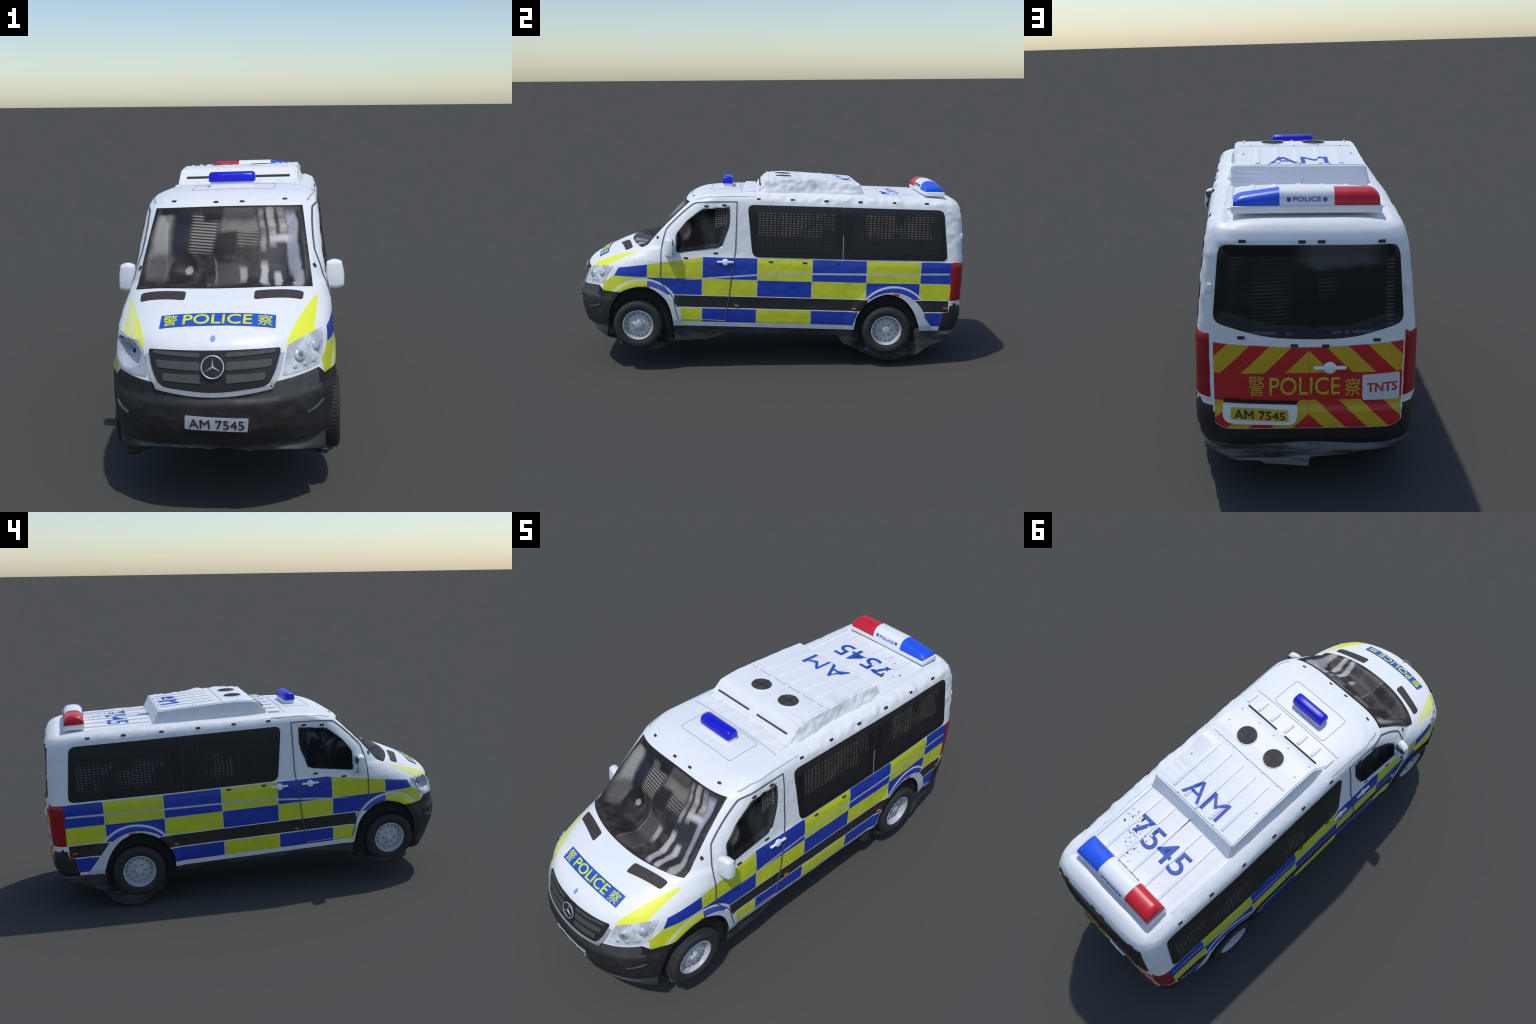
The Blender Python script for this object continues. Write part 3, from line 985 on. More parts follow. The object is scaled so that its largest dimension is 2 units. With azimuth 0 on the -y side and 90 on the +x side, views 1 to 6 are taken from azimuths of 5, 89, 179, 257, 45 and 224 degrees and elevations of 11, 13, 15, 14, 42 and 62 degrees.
def split_shell(me):
    normals = [tuple(v.normal) for v in me.vertices]
    groups = {}
    well_idx = [i for i, m in enumerate(me.materials) if m and m.name == WELL.name]
    for p in me.polygons:
        side = "+" if p.center.x > 0 else "-"
        r = region_of(p.center, p.normal, p.material_index in well_idx)
        key = (r, side if r in ("front_door", "side_door", "flank", "wheel_well", "front_bumper_corner", "rear_bumper_corner") else "")
        groups.setdefault(key, []).append(p)
    for (r, side), polys in sorted(groups.items(), key=lambda t: t[0]):
        remap, verts, vn, faces = {}, [], [], []
        for p in polys:
            f = []
            for vi in p.vertices:
                if vi not in remap:
                    remap[vi] = len(verts)
                    verts.append(me.vertices[vi].co.copy())
                    vn.append(normals[vi])
                f.append(remap[vi])
            faces.append(f)
        name = {"rear_bumper_corner": "rear_bumper", "front_bumper_corner": "front_bumper",
                "flank": "body_flank"}.get(r, r)
        pm = mesh_of(name, verts, faces)
        pm.materials.append(REGION_MAT.get(r, SIDE_PAINT))
        pm.shade_smooth()
        if r not in ("wheel_well", "floor"):
            pm.normals_split_custom_set_from_vertices(vn)
        ob = bpy.data.objects.new(name, pm)
        bpy.context.scene.collection.objects.link(ob)
        ob.parent = ROOT

# crease normals where the arches were cut should not bleed into the paint
bm = bmesh.new(); bm.from_mesh(cut_me)
bmesh.ops.split_edges(bm, edges=[e for e in bm.edges if len(e.link_faces) == 2 and e.calc_face_angle(0) > math.radians(50)])
bm.to_mesh(cut_me); bm.free()
cut_me.update()
split_shell(cut_me)

# ------------------------------------------------------------------ glass
WIN_FRONT_EDGE = [(-0.091, 0.736), (-0.066, 0.482)]
side_pane_a = rounded_polygon([(-0.092, 0.737), (0.3825, 0.737), (0.3855, 0.481), (-0.062, 0.481)], [0.03, 0.002, 0.002, 0.035])
side_pane_b = rounded_polygon([(0.387, 0.737), (0.884, 0.735), (0.912, 0.484), (0.389, 0.481)], [0.002, 0.03, 0.03, 0.002])
cab_pane = rounded_polygon(CAB_PANE, [0.006, 0.02, 0.03, 0.02, 0.012, 0.06, 0.03])
for s in (1, -1):
    surface_patch("side_window", side_pane_a, on_side(s), SIDE_GLASS, 0.0030, 0.007)
    surface_patch("side_window", side_pane_b, on_side(s), SIDE_GLASS, 0.0030, 0.007)
    surface_patch("cab_window", cab_pane, on_side_sunk(s), CAB_GLASS, 0.0030, 0.008, 0.006)

screen = []
for x in [i / 16 * 0.277 for i in range(-16, 17)]:
    screen.append((x, 0.519 - 0.012 * (abs(x) / 0.277) ** 4))
for x in [i / 16 * 0.247 for i in range(16, -17, -1)]:
    screen.append((x, 0.7435 - 0.004 * (x / 0.247) ** 2))
screen = rounded_polygon(screen, [0.0] * len(screen))
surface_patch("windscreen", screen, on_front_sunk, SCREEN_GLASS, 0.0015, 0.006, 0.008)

rear_pane = rounded_polygon(REAR_PANE,
                            [0.03, 0.03, 0.025, 0.09, 0.06, 0.09, 0.025])
surface_patch("rear_window", rear_pane, on_rear_sunk, REAR_GLASS, 0.0015, 0.006, 0.012)

# ------------------------------------------------------------------ seams
door_front = catmull([(-0.425, 0.160), (-0.437, 0.20), (-0.453, 0.268), (-0.495, 0.320), (-0.513, 0.353), (-0.514, 0.430),
                      (-0.513, 0.507), (-0.499, 0.580), (-0.478, 0.620), (-0.384, 0.712), (-0.325, 0.741), (-0.145, 0.750)], 4)
door_back = [(-0.145, 0.750), (-0.147, 0.516), (-0.163, 0.381), (-0.174, 0.283), (-0.182, 0.220), (-0.189, 0.153)]
for s in (1, -1):
    p = on_side(s)
    surface_ribbon("door_seam", door_front, 0.0040, p, SEAM, off=0.0026, kind="stuff")
    surface_ribbon("door_seam", door_back, 0.0040, p, SEAM, off=0.0026, kind="stuff")
    surface_ribbon("door_seam", [(-0.189, 0.155), (-0.425, 0.160)], 0.0030, p, FINE_SEAM, kind="stuff")
    surface_ribbon("window_seam", [(0.385, 0.735), (0.386, 0.600)], 0.0030, p, CLIP, off=0.0035, kind="stuff")
    surface_ribbon("window_seam", [(0.386, 0.600), (0.3875, 0.483)], 0.0030, p, FINE_SEAM if s > 0 else CLIP, off=0.0035, kind="stuff")
    surface_ribbon("roof_gutter", [(-0.345, 0.752), (-0.29, 0.766), (-0.2, 0.773), (-0.05, 0.776)], 0.0028, p, FINE_SEAM, kind="stuff")

# ------------------------------------------------------------------ clips on the panels
def side_box(name, y, z, dy, dz, s, mat, proud=0.004, bevel=0.0012, tilt=0.0):
    p, n = on_side(s)(y, z)
    me = box_mesh(name, (dy, dz, 0.010), bevel)
    ob = add_object(name, me, mat, None, 40)
    up = Vector((0, 0, 1))
    along = Vector((0, 1, 0)) - n * n.y
    along.normalize()
    upv = n.cross(along)
    mt = Matrix((along, upv, n)).transposed().to_4x4()
    mt = mt @ Matrix.Rotation(tilt, 4, 'Z')
    mt.translation = p + n * (proud - 0.005)
    ob.matrix_local = mt
    return ob

for s in (1, -1):
    for y, z in ((-0.295, 0.724), (-0.207, 0.731), (-0.038, 0.765), (0.128, 0.766), (0.296, 0.765), (0.465, 0.765), (0.637, 0.765), (0.797, 0.765)):
        side_box("window_clip", y, z, 0.020, 0.010, s, CLIP, 0.0025)
    lows = ((-0.391, 0.468), (-0.244, 0.495), (0.030, 0.460), (0.199, 0.459), (0.360, 0.460)) if s > 0 else \
           ((-0.391, 0.467), (-0.250, 0.495), (0.008, 0.466), (0.178, 0.466))
    for y, z in lows:
        side_box("window_clip", y, z, 0.022, 0.009, s, CLIP, 0.002)
    for y in (-0.135, 0.454, 0.918):
        z = 0.234 if y < 0.9 else 0.242
        side_box("side_marker", y - (0.01 if s < 0 else 0), z, 0.022, 0.010, s, ORANGE, 0.004, 0.003)

def place_on(ob, p, n, up=Vector((0, 0, 1)), lift=0.0):
    r = up.cross(n).normalized()
    u = n.cross(r)
    mt = Matrix((r, u, n)).transposed().to_4x4()
    mt.translation = p + n * lift
    ob.matrix_local = mt

for x in (-0.189, -0.043, 0.045, 0.188):
    p, n = on_hood(x, -0.366 - 0.022 * (1 - (x / 0.19) ** 2))
    place_on(add_object("screen_clip", box_mesh("screen_clip", (0.016, 0.010, 0.008), 0.001), CLIP), p, n, lift=-0.002)
for s in (1, -1):
    side_box("screen_clip", -0.535, 0.560, 0.012, 0.014, s, CLIP, 0.003)
for x, z in ((0.182, 0.741), (0.020, 0.739), (-0.033, 0.739), (-0.198, 0.738), (0.189, 0.471), (0.041, 0.446), (-0.047, 0.444), (-0.190, 0.460)):
    p, n = on_rear(x, z)
    place_on(add_object("rear_clip", box_mesh("rear_clip", (0.020, 0.009, 0.010), 0.001), CLIP), p, n, lift=-0.002)

# ------------------------------------------------------------------ lettering
def text_mesh(body, name, bold=0.0, extrude=0.0015):
    cu = bpy.data.curves.new(name, 'FONT')
    cu.body = body
    cu.size = 1.0
    cu.extrude = 0.0
    cu.offset = bold
    cu.resolution_u = 4
    ob = bpy.data.objects.new(name, cu)
    bpy.context.scene.collection.objects.link(ob)
    bpy.context.view_layer.update()
    me = bpy.data.meshes.new_from_object(ob.evaluated_get(bpy.context.evaluated_depsgraph_get()))
    bpy.data.objects.remove(ob)
    bpy.data.curves.remove(cu)
    return me

def lettering(name, body, place, u0, u1, v0, v1, mat, off=0.0025, depth=0.002, bold=0.012, step=0.02, shear=0.0):
    """text fitted into the rectangle u0..u1, v0..v1 (u may run backwards) and laid on a surface"""
    me = text_mesh(body, name, bold)
    xs = [v.co.x for v in me.vertices]
    ys = [v.co.y for v in me.vertices]
    if not xs:
        return None
    x0, x1, y0, y1 = min(xs), max(xs), min(ys), max(ys)
    bm = bmesh.new(); bm.from_mesh(me)
    bmesh.ops.remove_doubles(bm, verts=bm.verts[:], dist=1e-4)
    for v in bm.verts:
        a, b = (v.co.x - x0) / (x1 - x0), (v.co.y - y0) / (y1 - y0)
        v.co = Vector((u0 + (u1 - u0) * a, v0 + (v1 - v0) * b + shear * (a - 0.5), 0))
    for ax, lo, hi in ((0, min(u0, u1), max(u0, u1)), (1, min(v0, v1), max(v0, v1))):
        k = lo + step
        while k < hi:
            co = [0, 0, 0]; co[ax] = k
            no = [0, 0, 0]; no[ax] = 1
            bmesh.ops.bisect_plane(bm, geom=bm.verts[:] + bm.edges[:] + bm.faces[:], plane_co=co, plane_no=no, dist=1e-6)
            k += step
    wrap_patch(bm, place, off, depth)
    return add_object(name, bm_mesh(name, bm), mat)

# bonnet banner: two characters either side of the word
hood_rect = lambda x0, x1, y0, y1: [(x0, y0), (x1, y0), (x1, y1), (x0, y1)]
def bowed_hood(x, y):
    return on_hood(x + 0.004, y - 0.012 * (1 - (x / 0.167) ** 2))
surface_patch("bonnet_banner", hood_rect(-0.167, 0.167, -0.843, -0.797), bowed_hood, BANNER_BLUE, 0.0022, 0.004, 0.012)
lettering("banner_lettering", "POLICE", bowed_hood, -0.100, 0.100, -0.838, -0.802, LETTER_YELLOW, off=0.0036, bold=0.012)
lettering("banner_lettering", "\u8b66", bowed_hood, -0.158, -0.116, -0.839, -0.801, LETTER_YELLOW, off=0.0036, bold=0.0)
lettering("banner_lettering", "\u5bdf", bowed_hood, 0.116, 0.158, -0.839, -0.801, LETTER_YELLOW, off=0.0036, bold=0.0)
# rear lettering reads from behind: right hand is -x
lettering("rear_lettering", "POLICE", on_rear, 0.111, -0.090, 0.292, 0.349, LETTER_GOLD, bold=0.010)
lettering("rear_lettering", "\u8b66", on_rear, 0.170, 0.125, 0.292, 0.355, LETTER_GOLD, bold=0.0)
lettering("rear_lettering", "\u5bdf", on_rear, -0.104, -0.148, 0.289, 0.345, LETTER_GOLD, bold=0.0)
surface_patch("rear_sign", rounded_polygon([(-0.154, 0.275), (-0.261, 0.274), (-0.259, 0.359), (-0.152, 0.354)], 0.008), on_rear, SIGN_WHITE, 0.003, 0.005)
lettering("rear_lettering", "TNTS", on_rear, -0.166, -0.252, 0.301, 0.330, LETTER_RED, off=0.0045, bold=0.012, shear=0.003)
# rear number plate in its white recess
surface_patch("plate_recess", rounded_polygon([(0.243, 0.276), (0.031, 0.268), (0.033, 0.200), (0.245, 0.208)], [0.004, 0.004, 0.03, 0.03]), on_rear, WHITE_PLAIN, 0.003, 0.005)
surface_patch("plate_lamp_bar", [(0.241, 0.283), (0.032, 0.273), (0.032, 0.264), (0.241, 0.273)], on_rear, PLASTIC, 0.006, 0.008)
surface_patch("number_plate", rounded_polygon([(0.220, 0.255), (0.058, 0.246), (0.058, 0.215), (0.220, 0.224)], 0.003), on_rear, PLATE_YELLOW, 0.0075, 0.004)
lettering("plate_lettering", "AM 7545", on_rear, 0.211, 0.067, 0.223, 0.246, LETTER_BLACK, off=0.0090, bold=0.0, shear=-0.007)
# front plate
surface_patch("number_plate", rounded_polygon([(-0.083, 0.174), (0.091, 0.163), (0.096, 0.202), (-0.080, 0.214)], 0.004), on_front, PLATE_WHITE, 0.004, 0.008)
lettering("plate_lettering", "AM 7545", on_front, -0.070, 0.083, 0.175, 0.201, LETTER_BLACK, off=0.0055, bold=0.0, shear=-0.009)

# ------------------------------------------------------------------ nose: grille, emblem, lamps, vents
grille_out = rounded_polygon([(-0.187, 0.386), (-0.10, 0.388), (0.10, 0.388), (0.187, 0.386), (0.172, 0.328), (0.150, 0.289), (0.0, 0.2725), (-0.150, 0.289), (-0.172, 0.328)],
                             [0.01, 0.02, 0.02, 0.01, 0.02, 0.02, 0.05, 0.02, 0.02])
surface_patch("grille", grille_out, on_front, PLASTIC, 0.0035, 0.006)
for z0, z1, xa in ((0.372, 0.382, 0.168), (0.337, 0.358, 0.158), (0.303, 0.324, 0.140)):
    for s in (1, -1):
        o = [(s * 0.036, z0 - 0.002), (s * xa, z0 + 0.003), (s * (xa + 0.004), z1 + 0.002), (s * 0.036, z1)]
        surface_patch("grille_slat", rounded_polygon(o, 0.004), on_front,
                      plain("grille_slat_grey", (0.075, 0.078, 0.08), 0.55, vary=0.3, scale=80, bump=0.1), 0.006, 0.006)
frame_pts = [(-0.190, 0.372), (-0.179, 0.328), (-0.161, 0.293), (-0.145, 0.283), (0.0, 0.267), (0.145, 0.283), (0.161, 0.293), (0.179, 0.328), (0.190, 0.372)]
surface_ribbon("grille_frame", catmull(frame_pts, 5), 0.011, on_front, CHROME, off=0.006, depth=0.006)

def ring_mesh(name, R, r, seg=48, tube=8):
    verts, faces = [], []
    for i in range(seg):
        a = 2 * math.pi * i / seg
        for k in range(tube):
            b = 2 * math.pi * k / tube
            q = R + r * math.cos(b)
            verts.append((q * math.cos(a), q * math.sin(a), r * math.sin(b)))
    for i in range(seg):
        for k in range(tube):
            i2, k2 = (i + 1) % seg, (k + 1) % tube
            faces.append((i * tube + k, i2 * tube + k, i2 * tube + k2, i * tube + k2))
    return mesh_of(name, verts, faces)

def star_mesh(name, R, thick):
    verts = [(0, 0, thick)]
    for i in range(6):
        a = math.pi / 2 + i * math.pi / 3
        q = R if i % 2 == 0 else R * 0.13
        verts.append((q * math.cos(a), q * math.sin(a), 0))
    faces = [(0, 1 + i, 1 + (i + 1) % 6) for i in range(6)]
    return mesh_of(name, verts, faces)

p, n = on_front(0.0, 0.345)
emblem = add_object("emblem", lathe_mesh("emblem", [(0.0001, 0.004), (0.030, 0.004), (0.033, 0.0), (0.034, -0.006)], 40), PLASTIC, None, 40)
emblem.matrix_local = Matrix.Translation(p + n * 0.006) @ n.to_track_quat('X', 'Z').to_matrix().to_4x4()
for nm, me in (("emblem_ring", ring_mesh("emblem_ring", 0.031, 0.0022)), ("emblem_star", star_mesh("emblem_star", 0.030, 0.004))):
    ob = add_object(nm, me, CHROME, None, 40 if "ring" in nm else None)
    place_on(ob, p, n, lift=0.0095)

def make_lamp(name, col, spots):
    g = Graph(name)
    nz = g.noise(26, 3, 0.6)
    c = g.mix(col, (0.74, 0.77, 0.82), nz.ramp(0.44, 0.60) * (0.9 if spots else 0.25))
    if spots:
        c = g.mix(c, (0.16, 0.18, 0.22), g.noise(34, 2, 0.5).ramp(0.62, 0.72))
    return g.finish(c, 0.3, 0.0)
LAMP = make_lamp("headlamp_lens", (0.46, 0.49, 0.54), True)
LAMP_PLAIN = make_lamp("headlamp_lens_hazy", (0.42, 0.45, 0.52), False)
for s in (1, -1):
    o = [(s * 0.205, 0.389), (s * 0.255, 0.405), (s * 0.303, 0.413), (s * 0.3035, 0.395), (s * 0.302, 0.335), (s * 0.292, 0.322), (s * 0.24, 0.314), (s * 0.190, 0.311), (s * 0.198, 0.35)]
    surface_patch("headlamp", rounded_polygon(o, [0.01, 0.02, 0.006, 0.02, 0.02, 0.02, 0.02, 0.008, 0.02]), on_front if s > 0 else on_front_sunk,
                  LAMP if s > 0 else LAMP_PLAIN, 0.002, 0.006, 0.012 if s > 0 else 0.006)
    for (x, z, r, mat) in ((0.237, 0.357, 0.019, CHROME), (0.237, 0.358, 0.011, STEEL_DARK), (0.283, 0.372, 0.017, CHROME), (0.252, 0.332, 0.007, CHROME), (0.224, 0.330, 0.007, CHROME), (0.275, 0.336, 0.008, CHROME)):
        if s < 0:
            continue
        p, n = on_front(s * x, z)
        bmx = bmesh.new()
        bmesh.ops.create_uvsphere(bmx, u_segments=20, v_segments=12, radius=r)
        for v in bmx.verts:
            v.co.z *= 0.35
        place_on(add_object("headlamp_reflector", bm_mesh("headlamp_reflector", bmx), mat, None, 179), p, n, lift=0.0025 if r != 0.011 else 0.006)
for x, z, r in ((-0.262, 0.371, 0.0085), (-0.286, 0.398, 0.016)):
    p, n = on_front_sunk(x, z)
    ob = add_object("headlamp_hole", lathe_mesh("headlamp_hole", [(0.0001, 0.0), (r * 0.8, 0.0), (r, -0.003)], 24), PLASTIC, None, 40)
    ob.matrix_local = Matrix.Translation(p + n * 0.0035) @ n.to_track_quat('X', 'Z').to_matrix().to_4x4()

for s in (1, -1):
    o = [(s * 0.104, -0.701), (s * 0.250, -0.663), (s * 0.2465, -0.699), (s * 0.104, -0.743)]
    surface_patch("bonnet_vent", rounded_polygon(o, 0.010), on_hood, VENT, 0.0025, 0.004, 0.012)
    p = [(s * 0.228, 0.194), (s * 0.256, 0.200), (s * 0.292, 0.214), (s * 0.270, 0.206), (s * 0.245, 0.199)]
    surface_ribbon("fog_lamp_trim", [(s * 0.256, 0.196), (s * 0.272, 0.199), (s * 0.290, 0.206), (s * 0.303, 0.216)], 0.007, on_front,
                   plain("fog_trim_grey", (0.10, 0.11, 0.12), 0.4, vary=0.7, scale=60), off=0.002, depth=0.004)

# ------------------------------------------------------------------ tail lamps, rear handle
for s in (1, -1):
    verts, faces = [], []
    rows = [0.262, 0.275, 0.282, 0.30, 0.34, 0.38, 0.42, 0.45, 0.470, 0.482]
    for z in rows:
        yf, y0, y1, yr, w, n_, m_ = slice_at(z)
        pts = []
        for y in (0.930, 0.945, 0.96, 0.975, 0.99):
            y = min(y, yr - 0.006)
            pl, n = on_side(s)(y, z)
            pts.append((pl, n))
        xe = side_x(min(0.99, yr - 0.006), z)
        for t in (0.35, 0.7, 1.0):
            x = xe + (0.277 - xe) * t
            pl, n = on_rear(s * x * (1 if s > 0 else RIGHT_FLANK), z)
            pts.append((pl, n))
        last = len(pts) - 1
        for i, (pl, n) in enumerate(pts):
            bulge = 0.003 if 0 < i < last else -0.002
            if z in (rows[0], rows[-1]):
                bulge = -0.002
            verts.append(pl + n * bulge)
    k = 8
    for i in range(len(rows) - 1):
        for j in range(k - 1):
            faces.append((i * k + j, i * k + j + 1, (i + 1) * k + j + 1, (i + 1) * k + j))
    me = mesh_of("tail_lamp", verts, faces)
    me.materials.append(TAIL_RED); me.materials.append(WHITE_PLAIN)
    for poly in me.polygons:
        if poly.center.z < 0.280:
            poly.material_index = 1
    bm = bmesh.new(); bm.from_mesh(me)
    bmesh.ops.recalc_face_normals(bm, faces=bm.faces[:])
    bm.faces.ensure_lookup_table()
    if bm.faces[0].normal.x * s < 0:
        bmesh.ops.reverse_faces(bm, faces=bm.faces[:])
    bm.to_mesh(me); bm.free()
    add_object("tail_lamp", me, TAIL_RED, None, 60)

def handle(name, p, n, along, length, knob):
    bm = bmesh.new()
    bmesh.ops.create_uvsphere(bm, u_segments=24, v_segments=14, radius=knob)
    for v in bm.verts:
        v.co.z *= 0.42
    m2 = bm_mesh(name, bm)
    grip = box_mesh(name, (length, 0.011, 0.012), 0.005, 3)
    bm = bmesh.new(); bm.from_mesh(m2); bm.from_mesh(grip)
    me = bm_mesh(name, bm)
    ob = add_object(name, me, WHITE_PLAIN, None, 50)
    along = (along - n * along.dot(n)).normalized()
    up = n.cross(along)
    mt = Matrix((along, up, n)).transposed().to_4x4()
    mt.translation = p + n * 0.006
    ob.matrix_local = mt

for s, ys in ((1, (-0.195,)), (-1, (-0.218, -0.066))):
    for y in ys:
        p, n = on_side(s)(y, 0.453)
        handle("door_handle", p, n, Vector((0, 1, 0)), 0.085, 0.017)
p, n = on_rear(-0.059, 0.380)
handle("rear_door_handle", p, n, Vector((1, 0, 0)), 0.094, 0.019)
for s in (1, -1):
    p, n = on_rear(s * 0.274, 0.608)
    place_on(add_object("rear_hinge", box_mesh("rear_hinge", (0.020, 0.026, 0.012), 0.004), WHITE_PLAIN, None, 40), p, n)

# ------------------------------------------------------------------ mirrors
for s in (1, -1):
    bm = bmesh.new()
    bmesh.ops.create_cube(bm, size=1.0)
    bmesh.ops.subdivide_edges(bm, edges=bm.edges[:], cuts=7, use_grid_fill=True)
    for v in bm.verts:
        q = v.co * 2
        l = max(abs(q.x), abs(q.y), abs(q.z))
        sph = q.normalized() * l
        q = q.lerp(sph, 0.55)
        zz = q.z * 0.049
        v.co = Vector((s * ((0.351 if s > 0 else 0.338) + q.x * 0.029 - 0.004 * q.z), -0.474 + q.y * 0.020 + 0.006 * q.x, 0.521 + zz))
    add_object("mirror_housing", bm_mesh("mirror_housing", bm), WHITE_PLAIN, None, 60)
    glass = box_mesh("mirror_glass", (0.046, 0.004, 0.072), 0.001)
    ob = add_object("mirror_glass", glass, plain("mirror_glass_grey", (0.10, 0.11, 0.12), 0.25), None, 40)
    ob.matrix_local = Matrix.Translation((0.351 if s > 0 else -0.338, -0.4545, 0.521))
    arm = box_mesh("mirror_arm", (0.05, 0.045, 0.045), 0.012, 3)
    ob = add_object("mirror_arm", arm, WHITE_PLAIN, None, 50)
    ob.matrix_local = Matrix.Translation((s * 0.325, -0.462, 0.505))

# ------------------------------------------------------------------ wheels
tyre_prof = [(0.078, -0.060), (0.095, -0.066), (0.112, -0.064), (0.1195, -0.055), (0.122, -0.040), (0.122, 0.0), (0.1195, 0.013),
             (0.115, 0.019), (0.105, 0.0225), (0.092, 0.022), (0.082, 0.018), (0.0765, 0.014), (0.073, 0.006)]
def rim_profile(dish):
    return [(0.0775, 0.012), (0.0768, 0.0165), (0.0735, 0.0175), (0.0715, 0.013), (0.0695, 0.004), (0.0665, -dish - 0.002), (0.062, -dish),
            (0.050, -dish + 0.005), (0.042, -dish + 0.006), (0.036, -dish + 0.010), (0.024, -dish + 0.011), (0.020, -dish + 0.013),
            (0.0175, -dish + 0.019), (0.010, -dish + 0.0205), (0.0002, -dish + 0.021)]
tyre_me = lathe_mesh("tyre", tyre_prof, 72)
rim_me = {d: lathe_mesh("rim", rim_profile(d), 72) for d in (0.004, 0.014)}
nut_bm = bmesh.new()
for i in range(6):
    a = 2 * math.pi * i / 6
    r = bmesh.ops.create_cone(nut_bm, cap_ends=True, segments=6, radius1=0.0042, radius2=0.0036, depth=0.007)
    for v in r["verts"]:
        v.co = Vector((v.co.z + 0.013, v.co.x + 0.030 * math.cos(a), v.co.y + 0.030 * math.sin(a)))
nut_me = bm_mesh("wheel_nut", nut_bm)
hole_bm = bmesh.new()
for i in range(16):
    a = 2 * math.pi * i / 16
    r = bmesh.ops.create_cone(hole_bm, cap_ends=True, segments=14, radius1=0.0050, radius2=0.0050, depth=0.003)
    for v in r["verts"]:
        v.co = Vector((v.co.z + 0.0028, v.co.x + 0.0555 * math.cos(a), v.co.y + 0.0555 * math.sin(a)))
hole_me = bm_mesh("rim_hole", hole_bm)
tread_bm = bmesh.new()
for i in range(60):
    a = 2 * math.pi * i / 60
    r = bmesh.ops.create_cube(tread_bm, size=1.0)
    for v in r["verts"]:
        c = Vector((v.co.x * 0.020 + 0.004, v.co.y * 0.0075, v.co.z * 0.005 + 0.1205))
        v.co = Matrix.Rotation(a, 3, 'X') @ c
tread_me = bm_mesh("tyre_tread", tread_bm)
for s in (1, -1):
    for y, x in ((-0.624, 0.330 if s > 0 else 0.314), (0.624, 0.322 if s > 0 else 0.320)):
        hub = bpy.data.objects.new("wheel", None)
        bpy.context.scene.collection.objects.link(hub)
        hub.parent = ROOT
        hub.matrix_local = Matrix.Translation((s * x, y, 0.122)) @ (Matrix.Rotation(math.pi, 4, 'Z') if s < 0 else Matrix.Identity(4))
        add_object("tyre", tyre_me, TYRE, hub, 40)
        dish = 0.004 if y < 0 else 0.014
        add_object("rim", rim_me[dish], STEEL, hub, 35)
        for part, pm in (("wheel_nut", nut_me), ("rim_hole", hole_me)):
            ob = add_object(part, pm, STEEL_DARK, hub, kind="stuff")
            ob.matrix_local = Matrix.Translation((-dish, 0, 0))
        add_object("tyre_tread", tread_me, TYRE, hub, kind="stuff")

# ------------------------------------------------------------------ roof furniture
def loft_box(name, sections, mat, bevel=0.004, smooth=35):
    """sections: list of (y, half_bottom, half_top, z_bottom, z_top)"""
    verts, faces = [], []
    for y, hb, ht, zb, zt in sections:
        verts += [(-hb, y, zb), (-ht, y, zt), (ht, y, zt), (hb, y, zb)]
    for i in range(len(sections) - 1):
        a, b = 4 * i, 4 * i + 4
        for k in range(4):
            k2 = (k + 1) % 4
            faces.append((a + k, a + k2, b + k2, b + k))
    faces.append((3, 2, 1, 0))
    e = 4 * (len(sections) - 1)
    faces.append((e, e + 1, e + 2, e + 3))
    me = mesh_of(name, verts, faces)
    bm = bmesh.new(); bm.from_mesh(me)
    bmesh.ops.recalc_face_normals(bm, faces=bm.faces[:])
    if bevel:
        bmesh.ops.bevel(bm, geom=[e for e in bm.edges if e.calc_face_angle(0) > 0.3], offset=bevel, segments=3, affect='EDGES')
    bmesh.ops.triangulate(bm, faces=bm.faces[:])
    for _ in range(2):
        bmesh.ops.subdivide_edges(bm, edges=[e for e in bm.edges if e.calc_length() > 0.012], cuts=1)
        bmesh.ops.triangulate(bm, faces=bm.faces[:])
    for ax, lo, hi in ((1, -0.04, 0.49), (2, 0.775, 0.86)):
        k = lo
        while k < hi:
            co = [0, 0, 0]; co[ax] = k
            no = [0, 0, 0]; no[ax] = 1
            bmesh.ops.bisect_plane(bm, geom=bm.verts[:] + bm.edges[:] + bm.faces[:], plane_co=co, plane_no=no, dist=1e-5)
            k += 0.008
    for v in bm.verts:
        side = sstep(0.17, 0.215, v.co.x)
        amp = 0.017 * side + 0.003 * sstep(0.19, 0.22, -v.co.x)
        if amp > 0:
            q = noise.noise(v.co * 17.0) * 0.6 + noise.noise(v.co * 41.0) * 0.4
            v.co += Vector((0.8 if v.co.x > 0 else -0.8, 0, 0.6)) * q * amp
    bm.to_mesh(me); bm.free()
    return add_object(name, me, mat, None, smooth)

HUMP = [(-0.045, 0.236, 0.226, 0.765, 0.808), (0.000, 0.240, 0.222, 0.765, 0.854), (0.03, 0.240, 0.220, 0.765, 0.860), (0.10, 0.240, 0.220, 0.765, 0.864),
        (0.25, 0.240, 0.220, 0.765, 0.860), (0.462, 0.238, 0.220, 0.765, 0.850), (0.498, 0.234, 0.228, 0.765, 0.785)]
hump = loft_box("roof_air_unit", HUMP, ROOF_PAINT, 0.005)

def hump_top(y):
    return lerp_table([(s[0], s[4]) for s in HUMP], y)

def on_hump(x, y):
    return Vector((x, y, hump_top(y))), Vector((0, 0, 1))

